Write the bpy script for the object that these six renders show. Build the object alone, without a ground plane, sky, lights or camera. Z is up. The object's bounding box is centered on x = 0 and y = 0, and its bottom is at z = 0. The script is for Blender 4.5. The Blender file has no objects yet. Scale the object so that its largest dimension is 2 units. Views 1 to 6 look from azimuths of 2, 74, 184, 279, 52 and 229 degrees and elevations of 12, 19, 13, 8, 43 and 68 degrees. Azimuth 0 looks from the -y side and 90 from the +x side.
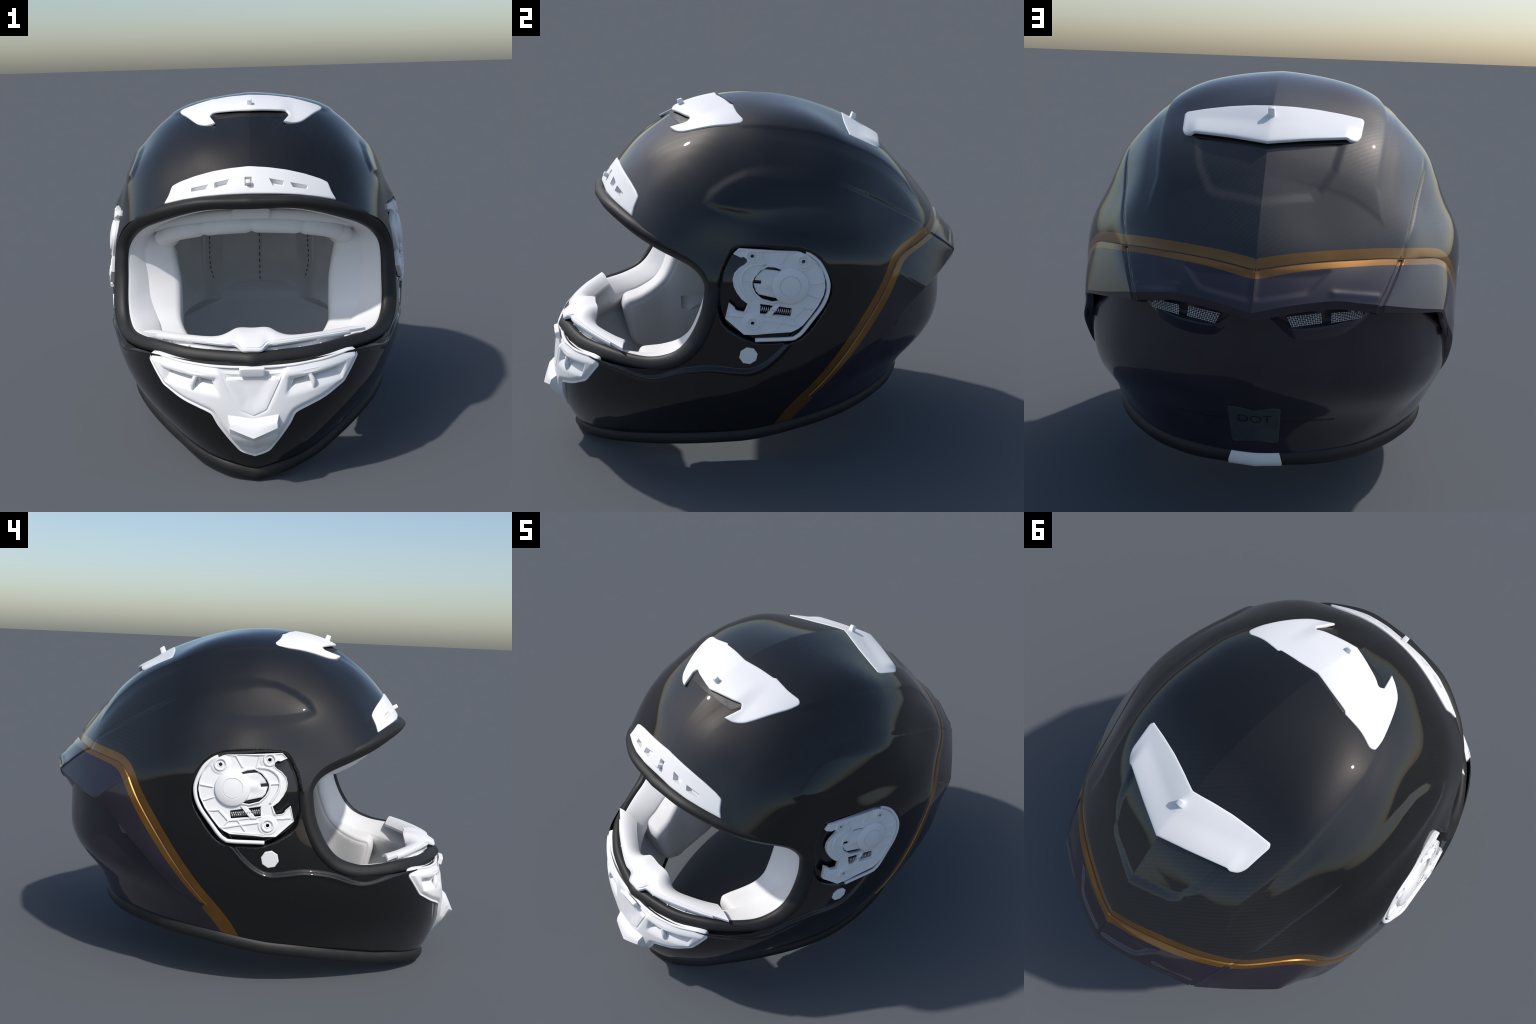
# Full-face motorcycle helmet, built part by part.
# Frame: metres, z up, face looks towards -y, symmetric in x.
import math
import numpy as np

# ----------------------------------------------------------------------------
# 1. SHELL FORM: a star-shaped surface around ORIGIN, interpolated through
#    named character lines of the right half (x >= 0); the left half mirrors it.
# ----------------------------------------------------------------------------
ORIGIN = np.array([0.0, 0.0, 0.72])

MID_PROFILE = [(-.864, .055), (-.893, .115), (-.914, .17), (-.925, .25), (-.926, .34), (-.918, .43),
               (-.905, .50), (-.885, .60), (-.845, .78), (-.785, .97), (-.692, 1.14), (-.672, 1.19),
               (-.610, 1.274), (-.541, 1.352), (-.410, 1.461), (-.285, 1.524), (-.15, 1.555),
               (.012, 1.562), (.155, 1.543), (.316, 1.495), (.421, 1.453), (.577, 1.350),
               (.742, 1.195), (.84, 1.08), (.903, .985), (.908, .90), (.902, .80), (.894, .70),
               (.874, .60), (.793, .47), (.748, .385), (.718, .290)]
CHARACTER_LINES = {
    "lower_rim": [(.125, -.845, .088), (.255, -.745, .109), (.338, -.637, .126), (.42, -.525, .151),
                  (.498, -.405, .178), (.555, -.294, .20), (.592, -.184, .214), (.610, -.078, .232),
                  (.614, .031, .25), (.600, .145, .262), (.563, .268, .27), (.49, .403, .275),
                  (.41, .51, .28), (.33, .59, .283), (.2, .668, .286)],
    "chin_side": [(.15, -.905, .25), (.28, -.868, .31), (.43, -.73, .32), (.53, -.56, .33), (.60, -.37, .345),
                  (.642, -.2, .36), (.660, -.05, .38), (.668, .07, .39), (.660, .20, .41)],
    "chin_top": [(.15, -.905, .45), (.28, -.868, .47), (.428, -.775, .52), (.513, -.674, .51), (.578, -.562, .51),
                 (.620, -.455, .51), (.652, -.352, .51), (.680, -.2, .51), (.692, -.05, .52), (.698, .1, .52), (.690, .22, .54)],
    "eye_port": [(.35, -.80, .62), (.57, -.56, .62), (.35, -.77, .85), (.58, -.46, .85), (.35, -.70, 1.0),
                 (.626, -.40, .70), (.642, -.31, .80), (.638, -.29, .92)],
    "brow": [(.2, -.666, 1.163), (.344, -.610, 1.13), (.424, -.566, 1.105), (.508, -.496, 1.065),
             (.325, -.562, 1.206), (.20, -.613, 1.22), (.155, -.597, 1.260), (.25, -.577, 1.234), (.575, -.355, 1.045), (.605, -.26, 1.045)],
    "forehead": [(.13, -.530, 1.345), (.22, -.500, 1.350), (.306, -.476, 1.318)],
    "side_pod": [(.686, -.19, .60), (.681, -.2, .75), (.707, -.05, .75), (.718, .12, .72), (.706, .25, .72),
                 (.675, -.15, .9), (.70, 0, .9), (.71, .15, .88), (.694, .30, .85), (.672, .40, .82)],
    "upper_side": [(.66, .40, .935), (.69, .30, .955), (.705, .2, .985), (.70, .1, 1.01), (.683, -.02, 1.035),
                   (.655, -.1, 1.045), (.627, -.18, 1.05)],
    "mid_side": [(.512, -.405, 1.17), (.570, -.285, 1.17), (.610, -.1, 1.15), (.635, .05, 1.13), (.645, .2, 1.10),
                 (.62, .35, 1.06), (.575, .48, 1.03)],
    "shoulder": [(.378, -.486, 1.266), (.449, -.368, 1.298), (.488, -.20, 1.328), (.522, -.05, 1.336), (.541, .1, 1.321),
                 (.548, .20, 1.287), (.544, .29, 1.240), (.532, .368, 1.198), (.514, .446, 1.157), (.50, .52, 1.118),
                 (.488, .589, 1.081), (.474, .645, 1.04)],
    "upper_flank": [(.449, -.1, 1.408), (.457, .05, 1.402), (.464, .18, 1.381), (.463, .3, 1.337)],
    "crown_edge": [(.146, -.39, 1.443), (.232, -.355, 1.437), (.32, -.25, 1.455), (.33, -.131, 1.482), (.36, -.042, 1.486),
                   (.374, .043, 1.475), (.384, .126, 1.463), (.391, .204, 1.444), (.394, .282, 1.414),
                   (.388, .359, 1.379), (.38, .436, 1.340), (.37, .512, 1.289), (.362, .59, 1.217), (.388, .67, 1.092)],
    "crown": [(.166, -.151, 1.535), (.16, .05, 1.540), (.17, .25, 1.490), (.317, .34, 1.41), (.302, .465, 1.355),
              (.15, .53, 1.352), (.2, .685, 1.190), (.2, .775, 1.075)],
    "tail_seam": [(.108, .868, .998), (.22, .826, 1.002), (.335, .768, 1.002), (.396, .727, 1.0), (.458, .678, .992),
                  (.526, .596, .978), (.6, .495, .96)],
    "bowl_top": [(.2, .864, .86), (.35, .789, .86), (.45, .71, .87), (.54, .60, .86), (.60, .50, .84)],
    "bowl_belt": [(.2, .859, .70), (.3, .822, .70), (.4, .756, .69), (.5, .668, .68), (.583, .55, .66), (.66, .37, .60)],
    "bowl_low": [(.2, .853, .59), (.3, .815, .57), (.4, .752, .55), (.5, .652, .53), (.603, .478, .50), (.660, .3, .47)],
    "waist": [(.2, .760, .47), (.3, .708, .45), (.4, .636, .43), (.5, .529, .42), (.56, .412, .41), (.620, .29, .40)],
    "collar": [(.22, .685, .35), (.37, .60, .34), (.44, .525, .335), (.53, .392, .33), (.592, .26, .325)],
}


def fit_form():
    pts = [(0.0, y, z) for y, z in MID_PROFILE]
    for line in CHARACTER_LINES.values():
        pts += line
    p = np.array(pts, float) - ORIGIN
    r = np.linalg.norm(p, axis=1)
    d = p / r[:, None]
    n = len(d)
    k = np.linalg.norm(d[:, None] - d[None], axis=2) ** 3 + np.eye(n) * 1e-3
    q = np.c_[np.ones(n), d]
    a = np.block([[k, q], [q.T, np.zeros((4, 4))]])
    w = np.linalg.solve(a, np.r_[r, np.zeros(4)])
    return d, w


FORM_D, FORM_W = fit_form()


def unit(v):
    v = np.asarray(v, float)
    return v / np.linalg.norm(v, axis=-1, keepdims=True)


def base_radius(d):
    """Radius of the plain shell for unit directions d (N,3), using |x|."""
    d = np.array(d, float)
    d[:, 0] = np.abs(d[:, 0])
    out = np.empty(len(d))
    for i in range(0, len(d), 8000):
        c = d[i:i + 8000]
        g2 = np.maximum(0, 2 - 2 * c @ FORM_D.T)
        out[i:i + 8000] = (g2 ** 1.5) @ FORM_W[:-4] + FORM_W[-4] + c @ FORM_W[-3:]
    return out

# ----------------------------------------------------------------------------
# 2. CURVE AND POLYGON TOOLS
# ----------------------------------------------------------------------------
def spline(points, count, closed=False, sharp=()):
    """Centripetal-ish Catmull-Rom through points, resampled to even arc length."""
    p = np.array(points, float)
    if closed:
        p = np.vstack([p[-1:], p, p[:2]])
    else:
        p = np.vstack([2 * p[0] - p[1], p, 2 * p[-1] - p[-2]])
    out = []
    for i in range(1, len(p) - 2):
        p0, p1, p2, p3 = p[i - 1], p[i], p[i + 1], p[i + 2]
        t = np.linspace(0, 1, 24, endpoint=False)[:, None]
        out.append(0.5 * (2 * p1 + (p2 - p0) * t + (2 * p0 - 5 * p1 + 4 * p2 - p3) * t ** 2
                          + (3 * p1 - p0 - 3 * p2 + p3) * t ** 3))
    out = np.vstack(out + [p[-2:-1]])
    return even(out, count)


def even(p, count):
    p = np.asarray(p, float)
    s = np.r_[0, np.cumsum(np.linalg.norm(np.diff(p, axis=0), axis=1))]
    u = np.linspace(0, s[-1], count)
    return np.stack([np.interp(u, s, p[:, k]) for k in range(p.shape[1])], 1)


def rounded(poly, radius, steps=5):
    """Closed 2D polygon with its corners rounded off (radius may be per corner)."""
    p = np.array(poly, float)
    n = len(p)
    out = []
    for i in range(n):
        a, b, c = p[i - 1], p[i], p[(i + 1) % n]
        r = radius[i] if hasattr(radius, "__len__") else radius
        la, lc = np.linalg.norm(a - b), np.linalg.norm(c - b)
        k = min(r, .45 * la, .45 * lc)
        if k < 1e-5:
            out.append(b)
            continue
        s, e = b + (a - b) / la * k, b + (c - b) / lc * k
        for t in np.linspace(0, 1, steps):
            out.append((1 - t) ** 2 * s + 2 * t * (1 - t) * b + t * t * e)
    return np.array(out)


def seg_dist(p, line, closed=False):
    """Distance of 2D/3D points to a polyline."""
    a = np.array(line, float)
    b = np.roll(a, -1, 0) if closed else a[1:]
    a = a if closed else a[:-1]
    best = np.full(len(p), 1e9)
    for s, e in zip(a, b):
        v = e - s
        t = np.clip(((p - s) @ v) / max(v @ v, 1e-12), 0, 1)
        best = np.minimum(best, np.linalg.norm(p - s - t[:, None] * v, axis=1))
    return best


def inside(p, poly):
    x, y = p[:, 0], p[:, 1]
    c = np.zeros(len(p), bool)
    q = np.array(poly, float)
    for (x0, y0), (x1, y1) in zip(q, np.roll(q, -1, 0)):
        if y0 == y1:
            continue
        c ^= ((y0 > y) != (y1 > y)) & (x < (x1 - x0) * (y - y0) / (y1 - y0) + x0)
    return c


def signed(p, poly):
    """Signed distance to a closed polygon, positive inside."""
    d = seg_dist(p, poly, True)
    return np.where(inside(p, poly), d, -d)


def smooth(e0, e1, x):
    t = np.clip((x - e0) / (e1 - e0), 0, 1)
    return t * t * (3 - 2 * t)


# ----------------------------------------------------------------------------
# 3. CHARACTER LINES THAT SEVERAL PARTS SHARE (right half)
# ----------------------------------------------------------------------------
EYE_OUTER = [(0, -.704, 1.168), (.2, -.676, 1.164), (.344, -.617, 1.132), (.42, -.568, 1.105), (.5, -.49, 1.068),
             (.578, -.36, .998), (.62, -.308, .918), (.634, -.312, .82), (.638, -.34, .72), (.635, -.39, .63),
             (.61, -.46, .56), (.565, -.555, .525), (.49, -.66, .522), (.41, -.745, .528), (.25, -.84, .522), (0, -.905, .518)]
EYE_INNER = [(0, -.677, 1.122), (.162, -.668, 1.118), (.275, -.628, 1.093), (.39, -.56, 1.05), (.454, -.495, 1.018),
             (.519, -.385, .963), (.56, -.34, .905), (.572, -.342, .843), (.573, -.36, .76), (.57, -.41, .66),
             (.555, -.47, .6), (.52, -.56, .572), (.455, -.655, .572), (.38, -.73, .578), (.23, -.815, .570), (0, -.870, .563)]
RIM = [(0, -.865, .060), (.125, -.838, .084), (.255, -.742, .109), (.338, -.635, .126), (.42, -.525, .151),
       (.498, -.405, .178), (.555, -.294, .20), (.592, -.184, .214), (.610, -.078, .232), (.614, .031, .25),
       (.600, .145, .262), (.563, .268, .27), (.49, .403, .275), (.41, .51, .28), (.33, .59, .286), (.2, .668, .292), (0, .712, .295)]
# seam between the shell and the tail skirt: middle of the back -> corner A -> corner D -> wing foot E
SEAM_BACK = [(0, .906, .988), (.108, .868, 1.001), (.22, .826, 1.008), (.335, .772, 1.008), (.396, .729, 1.004), (.458, .681, .996)]
SEAM_SIDE = [(.458, .681, .996), (.526, .598, .982), (.59, .507, .965), (.628, .465, .945), (.652, .436, .912)]
SEAM_WING = [(.652, .436, .912), (.669, .356, .79), (.672, .274, .674), (.67, .193, .557), (.666, .111, .44), (.661, .068, .382)]
EDGE_BACK = [(0, .998, .876), (.115, .965, .896), (.203, .931, .903), (.263, .905, .902), (.324, .877, .891), (.394, .847, .880)]
EDGE_SIDE = [(.394, .847, .880), (.51, .728, .842), (.605, .620, .812), (.622, .594, .80)]
EDGE_WING = [(.622, .594, .80), (.646, .51, .735), (.674, .44, .675), (.684, .40, .635), (.688, .35, .585), (.686, .30, .53),
             (.679, .25, .48), (.669, .195, .432)]
SEAM_FOOT = [(.661, .068, .382), (.64, .01, .30), (.628, -.02, .24)]   # stripe runs on down to the rim


def directions(p):
    return unit(np.asarray(p, float) - ORIGIN)


def chart(p):
    """Azimuthal equidistant map of the shell around the crown (2D)."""
    d = directions(p)
    th = np.arccos(np.clip(d[:, 2], -1, 1))
    h = np.maximum(np.hypot(d[:, 0], d[:, 1]), 1e-9)
    return np.c_[th * d[:, 0] / h, th * d[:, 1] / h]


def unchart(q):
    th = np.maximum(np.hypot(q[:, 0], q[:, 1]), 1e-9)
    s = np.sin(th) / th
    return np.c_[q[:, 0] * s, q[:, 1] * s, np.cos(th)]


# ----------------------------------------------------------------------------
# 4. SHELL RELIEF on top of the plain form
# ----------------------------------------------------------------------------
# side pod around the visor pivot: (y, z) outline in side view
BODY_LINE = [(-.80, .545), (-.70, .527), (-.61, .503), (-.55, .505), (-.45, .54), (-.345, .553), (-.26, .542), (-.19, .535),
             (-.135, .555), (-.08, .60), (-.03, .66), (.03, .74), (.085, .83)]
BODY_LINE = [tuple(q) for q in spline(BODY_LINE, 40)]
POD = BODY_LINE + [(.10, .93), (.06, 1.0), (-.02, 1.035), (-.12, 1.045), (-.25, 1.035), (-.40, 1.05), (-.6, 1.0), (-.8, .8)]
POCKET = [(-.235, 1.048), (-.16, 1.056), (-.06, 1.055), (.03, 1.045), (.09, 1.012), (.128, .96), (.148, .89), (.135, .82), (.095, .755), (.045, .69), (0, .662), (-.06, .655),
          (-.16, .658), (-.24, .695), (-.30, .75), (-.315, .85), (-.295, .95), (-.265, 1.01)]
POCKET = [tuple(q) for q in spline(POCKET, 60, True)[:-1]]
BULGE = [(-.33, 1.215), (-.305, 1.255), (-.245, 1.292), (-.165, 1.325), (-.08, 1.34), (.05, 1.335), (.20, 1.30), (.40, 1.21),
          (.60, 1.09), (.52, 1.03), (.30, 1.07), (.146, 1.096), (.012, 1.127), (-.119, 1.148), (-.224, 1.172), (-.289, 1.192)]
CROWN_PLATEAU = [(-.4, -.20), (.30, -.20), (.345, -.131), (.373, -.042), (.386, .043), (.395, .126), (.402, .204), (.404, .282),
                 (.398, .359), (.39, .436), (.38, .512), (.37, .59), (.39, .66), (.30, .66), (-.4, .72)]
TAIL_PANEL = [(-.3, .40), (.30, .40), (.262, .52), (.238, .618), (.192, .692), (.166, .714), (0, .778), (-.166, .714), (-.192, .692),
              (-.238, .618), (-.262, .52)]


BROW_SEAT = [(-.32, 1.205), (-.28, 1.222), (-.15, 1.256), (0, 1.270), (.15, 1.256), (.28, 1.222), (.32, 1.205), (.345, 1.145), (.2, 1.178), (0, 1.192), (-.2, 1.178), (-.345, 1.145)]
CHIN_SEAT = [(-.41, .525), (-.2, .518), (.2, .518), (.41, .525), (.415, .50), (.365, .425), (.2, .35), (.155, .325), (.06, .16), (0, .145), (-.06, .16), (-.155, .325),
             (-.2, .35), (-.365, .425), (-.415, .50)]
FLANK_GROOVE = [(.458, .690, .985), (.466, .68, .998), (.477, .652, 1.044), (.492, .589, 1.081), (.504, .52, 1.118), (.517, .446, 1.157), (.531, .368, 1.197),
                (.545, .28, 1.24), (.552, .2, 1.28)]


def shell_radius(d):
    d = np.array(d, float)
    d[:, 0] = np.abs(d[:, 0])
    r = base_radius(d)
    p = ORIGIN + d * r[:, None]
    side = p[:, 0] > .3
    q = p[side][:, 1:]
    h = np.zeros(len(q))
    # pod set back behind the chin, whose upper edge rolls out along the body line
    s = signed(q, POD)
    h -= .009 * smooth(-.006, .010, s) * smooth(.92, .78, q[:, 1]) * smooth(-.62, -.5, q[:, 0])
    h += .007 * np.exp(-(seg_dist(q, BODY_LINE) / .013) ** 2) * (s < 0) + .007 * np.exp(-(seg_dist(q, BODY_LINE) / .006) ** 2) * (s >= 0)
    # pocket that holds the pivot plate
    h -= .026 * smooth(-.002, .009, signed(q, POCKET))
    # flank bulge with a crisp nose that runs out towards the tail
    s = signed(q, BULGE)
    fade = smooth(.50, .0, q[:, 0])
    nose = smooth(.10, -.20, q[:, 0])
    wide = .040 + .050 * (1 - nose) + .03 * smooth(1.22, 1.16, q[:, 1])
    h += .009 * smooth(0, 1, (s + .016) / wide) * fade
    r[side] += h
    # crown plateau with stepped edges, sunken panel behind the rear vent
    top = p[:, 2] > 1.0
    q = p[top][:, :2]
    h = .0035 * smooth(-.012, .010, signed(q, CROWN_PLATEAU)) * smooth(-.22, -.12, q[:, 1]) * smooth(.70, .60, q[:, 1])
    s = signed(q, CROWN_PLATEAU)
    h -= .002 * np.exp(-((s + .030) / .020) ** 2) * smooth(-.15, .05, q[:, 1]) * smooth(.66, .55, q[:, 1])
    s = signed(q, TAIL_PANEL)
    h -= .006 * smooth(0, .030, s) * smooth(.44, .52, q[:, 1])
    # intake scoop in front of the top vent
    w = .10 + .25 * np.clip(q[:, 1] + .46, 0, 1)
    h -= .004 * smooth(w + .05, w - .03, q[:, 0]) * smooth(-.56, -.42, q[:, 1]) * smooth(-.16, -.25, q[:, 1])
    r[top] += h
    # seats under the brow vent and the chin vent (hidden by the plates)
    front = p[:, 1] < -.5
    q = p[front][:, [0, 2]]
    h = -.050 * smooth(.004, .014, signed(q, BROW_SEAT)) - .050 * smooth(.006, .020, signed(q, CHIN_SEAT))
    r[front] += h
    # groove that runs up from the tail between the back and the flank
    back = (p[:, 1] > .1) & (p[:, 2] > .93)
    h = -.0055 * np.exp(-(seg_dist(p[back], FLANK_GROOVE) / .008) ** 2) * smooth(.18, .34, p[back][:, 1])
    r[back] += h
    return r


def shell_point(d, lift=0.0):
    d = np.asarray(d, float)
    return ORIGIN + d * (shell_radius(d) + lift)[:, None]


def shell_normal(d, eps=.004, radius=shell_radius):
    """Outward normals for the x >= 0 half (one-sided at the middle crease)."""
    d = np.array(d, float)
    a = np.cross(d, np.where(np.abs(d[:, 2:3]) < .9, [[0, 0, 1.]], [[0, 1., 0]]))
    a = unit(a)
    b = np.cross(d, a)

    def pt(v):
        v = unit(v)
        v[:, 0] = np.where(v[:, 0] < 0, 0, v[:, 0])
        v = unit(v)
        return ORIGIN + v * radius(v)[:, None]
    n = np.cross(pt(d + a * eps) - pt(d - a * eps), pt(d + b * eps) - pt(d - b * eps))
    n = unit(n)
    n *= np.sign(np.sum(n * d, 1, keepdims=True))
    return n

# ----------------------------------------------------------------------------
# 5. BLENDER MESH TOOLS
# ----------------------------------------------------------------------------
import bpy
from mathutils import Vector
from mathutils.geometry import delaunay_2d_cdt

SCENE = bpy.context.scene
HELMET = bpy.data.objects.new("motorcycle_helmet", None)
HELMET["label"] = "glossy black full-face helmet with white vents and gold stripe"
HELMET["category"] = "helmet"
SCENE.collection.objects.link(HELMET)


def make_mesh(name, verts, faces, mats=(), index=None, smooth_angle=None, normals=None):
    me = bpy.data.meshes.new(name)
    me.from_pydata([tuple(v) for v in np.asarray(verts, float)], [], [tuple(int(i) for i in f) for f in faces])
    for m in mats:
        me.materials.append(m)
    if index is not None:
        me.polygons.foreach_set("material_index", np.asarray(index, dtype=np.int32))
    me.polygons.foreach_set("use_smooth", np.ones(len(me.polygons), dtype=bool))
    me.update()
    if smooth_angle is not None:
        me.set_sharp_from_angle(angle=math.radians(smooth_angle))
    if normals is not None:
        me.normals_split_custom_set_from_vertices([tuple(n) for n in normals])
    return me


def add(name, me, parent=None, mirror=False):
    ob = bpy.data.objects.new(name, me)
    SCENE.collection.objects.link(ob)
    ob.parent = parent or HELMET
    return ob


def mirrored_mesh(me, name=None):
    """A copy of mesh data reflected in x (real geometry, outward faces)."""
    m2 = me.copy()
    m2.name = name or me.name
    co = np.empty(len(m2.vertices) * 3)
    m2.vertices.foreach_get("co", co)
    co = co.reshape(-1, 3)
    co[:, 0] *= -1
    m2.vertices.foreach_set("co", co.ravel())
    m2.flip_normals()
    m2.update()
    return m2


def add_pair(name, me, parent=None):
    a = add(name, me, parent)
    b = add(name, mirrored_mesh(me), parent)
    return a, b


def join(parts):
    """Concatenate (verts, faces[, index]) pieces."""
    v, f, m, n = [], [], [], 0
    for piece in parts:
        pv, pf = piece[0], piece[1]
        pm = piece[2] if len(piece) > 2 else [0] * len(pf)
        v.append(np.asarray(pv, float))
        f += [tuple(i + n for i in face) for face in pf]
        m += list(pm)
        n += len(pv)
    return np.vstack(v), f, m


def both_sides(v, f, m=None):
    w = np.array(v, float)
    w[:, 0] *= -1
    g = [tuple(reversed(x)) for x in f]
    m = list(m) if m is not None else [0] * len(f)
    return join([(v, f, m), (w, g, m)])


def loft(rings, close_ring=True, close_path=False, caps=False):
    """Quads between successive rings (n, m, 3)."""
    r = np.asarray(rings, float)
    n, m = r.shape[:2]
    faces = []
    for i in range(n if close_path else n - 1):
        j = (i + 1) % n
        for k in range(m if close_ring else m - 1):
            l = (k + 1) % m
            faces.append((i * m + k, i * m + l, j * m + l, j * m + k))
    if caps:
        faces.append(tuple(range(m))[::-1])
        faces.append(tuple((n - 1) * m + k for k in range(m)))
    return r.reshape(-1, 3), faces


def tube(path, radius, sides=12, closed=False, caps=True):
    p = np.asarray(path, float)
    n = len(p)
    if closed:
        t = np.roll(p, -1, 0) - np.roll(p, 1, 0)
    else:
        t = np.gradient(p, axis=0)
    t = unit(t)
    ref = np.array([0, 0, 1.]) if abs(t[0][2]) < .9 else np.array([1., 0, 0])
    rings = []
    u = np.cross(t[0], ref)
    for i in range(n):
        u = unit(u - t[i] * (u @ t[i]))
        w = np.cross(t[i], u)
        rr = radius[i] if hasattr(radius, "__len__") else radius
        a = np.linspace(0, 2 * math.pi, sides, endpoint=False)
        rings.append(p[i] + rr * (np.cos(a)[:, None] * u + np.sin(a)[:, None] * w))
    return loft(rings, True, closed, caps and not closed)


def fill(outline, holes=(), spacing=.01, lines=(), jitter=0):
    """Constrained triangulation of a 2D polygon with a regular inner grid."""
    outline = np.asarray(outline, float)
    loops = [outline] + [np.asarray(h, float) for h in holes]
    pts, edges = [], []
    for lp in loops:
        n = len(pts)
        pts += [tuple(p) for p in lp]
        edges += [(n + i, n + (i + 1) % len(lp)) for i in range(len(lp))]
    allp = [lp for lp in loops]
    for ln in lines:
        n = len(pts)
        pts += [tuple(p) for p in ln]
        edges += [(n + i, n + i + 1) for i in range(len(ln) - 1)]
    lo, hi = outline.min(0), outline.max(0)
    gx = np.arange(lo[0] + spacing * .5, hi[0], spacing)
    gy = np.arange(lo[1] + spacing * .5, hi[1], spacing * .8660254)
    X, Y = np.meshgrid(gx, gy)
    X[1::2] += spacing * .5
    g = np.c_[X.ravel(), Y.ravel()]
    keep = inside(g, outline)
    g = g[keep]
    near = seg_dist(g, outline, True) > spacing * .45
    for h in holes:
        near &= ~inside(g, h)
        near &= seg_dist(g, h, True) > spacing * .45
    for ln in lines:
        near &= seg_dist(g, ln) > spacing * .45
    g = g[near]
    pts += [tuple(p) for p in g]
    v, e, f, *_ = delaunay_2d_cdt([Vector(p) for p in pts], edges, [], 0, 1e-7)
    v = np.array([tuple(p) for p in v])
    f = np.array([t for t in f if len(t) == 3])
    c = v[f].mean(1)
    ok = inside(c, outline)
    for h in holes:
        ok &= ~inside(c, h)
    f = f[ok]
    a, b, d = v[f[:, 0]], v[f[:, 1]], v[f[:, 2]]
    area = (b[:, 0] - a[:, 0]) * (d[:, 1] - a[:, 1]) - (b[:, 1] - a[:, 1]) * (d[:, 0] - a[:, 0])
    f[area < 0] = f[area < 0][:, ::-1]
    used = np.unique(f)
    remap = -np.ones(len(v), int)
    remap[used] = np.arange(len(used))
    return v[used], remap[f]


def inset(poly, d):
    """Move a closed polygon inwards by d."""
    p = np.array(poly, float)
    a = .5 * np.sum(p[:, 0] * np.roll(p[:, 1], -1) - np.roll(p[:, 0], -1) * p[:, 1])
    e = unit(np.roll(p, -1, 0) - p)
    n = np.c_[-e[:, 1], e[:, 0]] * np.sign(a)
    m = n + np.roll(n, 1, 0)
    k = np.maximum(np.sum(m * m, 1, keepdims=True), .4)
    return p + d * 2 * m / k


def beside(line, d):
    """Open 2D line moved sideways by d (positive: to its left)."""
    p = np.array(line, float)
    t = np.gradient(p, axis=0)
    return p + d * unit(np.c_[-t[:, 1], t[:, 0]])


def finish(me, angle=35, merge=.00005):
    import bmesh
    bm = bmesh.new()
    bm.from_mesh(me)
    bmesh.ops.remove_doubles(bm, verts=bm.verts, dist=merge)
    bmesh.ops.recalc_face_normals(bm, faces=bm.faces)
    bm.to_mesh(me)
    bm.free()
    me.polygons.foreach_set("use_smooth", np.ones(len(me.polygons), dtype=bool))
    me.set_sharp_from_angle(angle=math.radians(angle))
    me.update()
    return me


def boundary_edges(faces):
    seen = {}
    for f in faces:
        for i in range(len(f)):
            a, b = int(f[i]), int(f[(i + 1) % len(f)])
            if (b, a) in seen:
                del seen[(b, a)]
            else:
                seen[(a, b)] = True
    return list(seen)


def skirt(v, f, bottom):
    """Close an open sheet downwards: bottom is an (N,3) array of lowered positions."""
    e = boundary_edges(f)
    ids = sorted({i for ab in e for i in ab})
    back = {i: len(v) + k for k, i in enumerate(ids)}
    v2 = np.vstack([v, bottom[ids]])
    f2 = [tuple(x) for x in f] + [(b, a, back[a], back[b]) for a, b in e]
    return v2, f2


# ----------------------------------------------------------------------------
# 6. MATERIALS
# ----------------------------------------------------------------------------
def material(name, color, rough=.5, coat=0.0, coat_rough=.03, metallic=0.0, spec=.5):
    m = bpy.data.materials.new(name)
    m.use_nodes = True
    b = m.node_tree.nodes["Principled BSDF"]
    b.inputs["Base Color"].default_value = (*color, 1)
    b.inputs["Roughness"].default_value = rough
    b.inputs["Metallic"].default_value = metallic
    b.inputs["Specular IOR Level"].default_value = spec
    b.inputs["Coat Weight"].default_value = coat
    b.inputs["Coat Roughness"].default_value = coat_rough
    return m, m.node_tree, b


def node(nt, kind, **props):
    n = nt.nodes.new(kind)
    for k, v in props.items():
        setattr(n, k, v)
    return n


def mottled(nt, b, low, high, scale=6.0, detail=4.0):
    """Base colour that wanders gently between two tones over the object."""
    tc = node(nt, "ShaderNodeTexCoord")
    nz = node(nt, "ShaderNodeTexNoise")
    nz.inputs["Scale"].default_value = scale
    nz.inputs["Detail"].default_value = detail
    rp = node(nt, "ShaderNodeValToRGB")
    rp.color_ramp.elements[0].position, rp.color_ramp.elements[1].position = .35, .65
    rp.color_ramp.elements[0].color = (*low, 1)
    rp.color_ramp.elements[1].color = (*high, 1)
    nt.links.new(tc.outputs["Object"], nz.inputs["Vector"])
    nt.links.new(nz.outputs["Fac"], rp.inputs["Fac"])
    nt.links.new(rp.outputs["Color"], b.inputs["Base Color"])
    return rp


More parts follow.
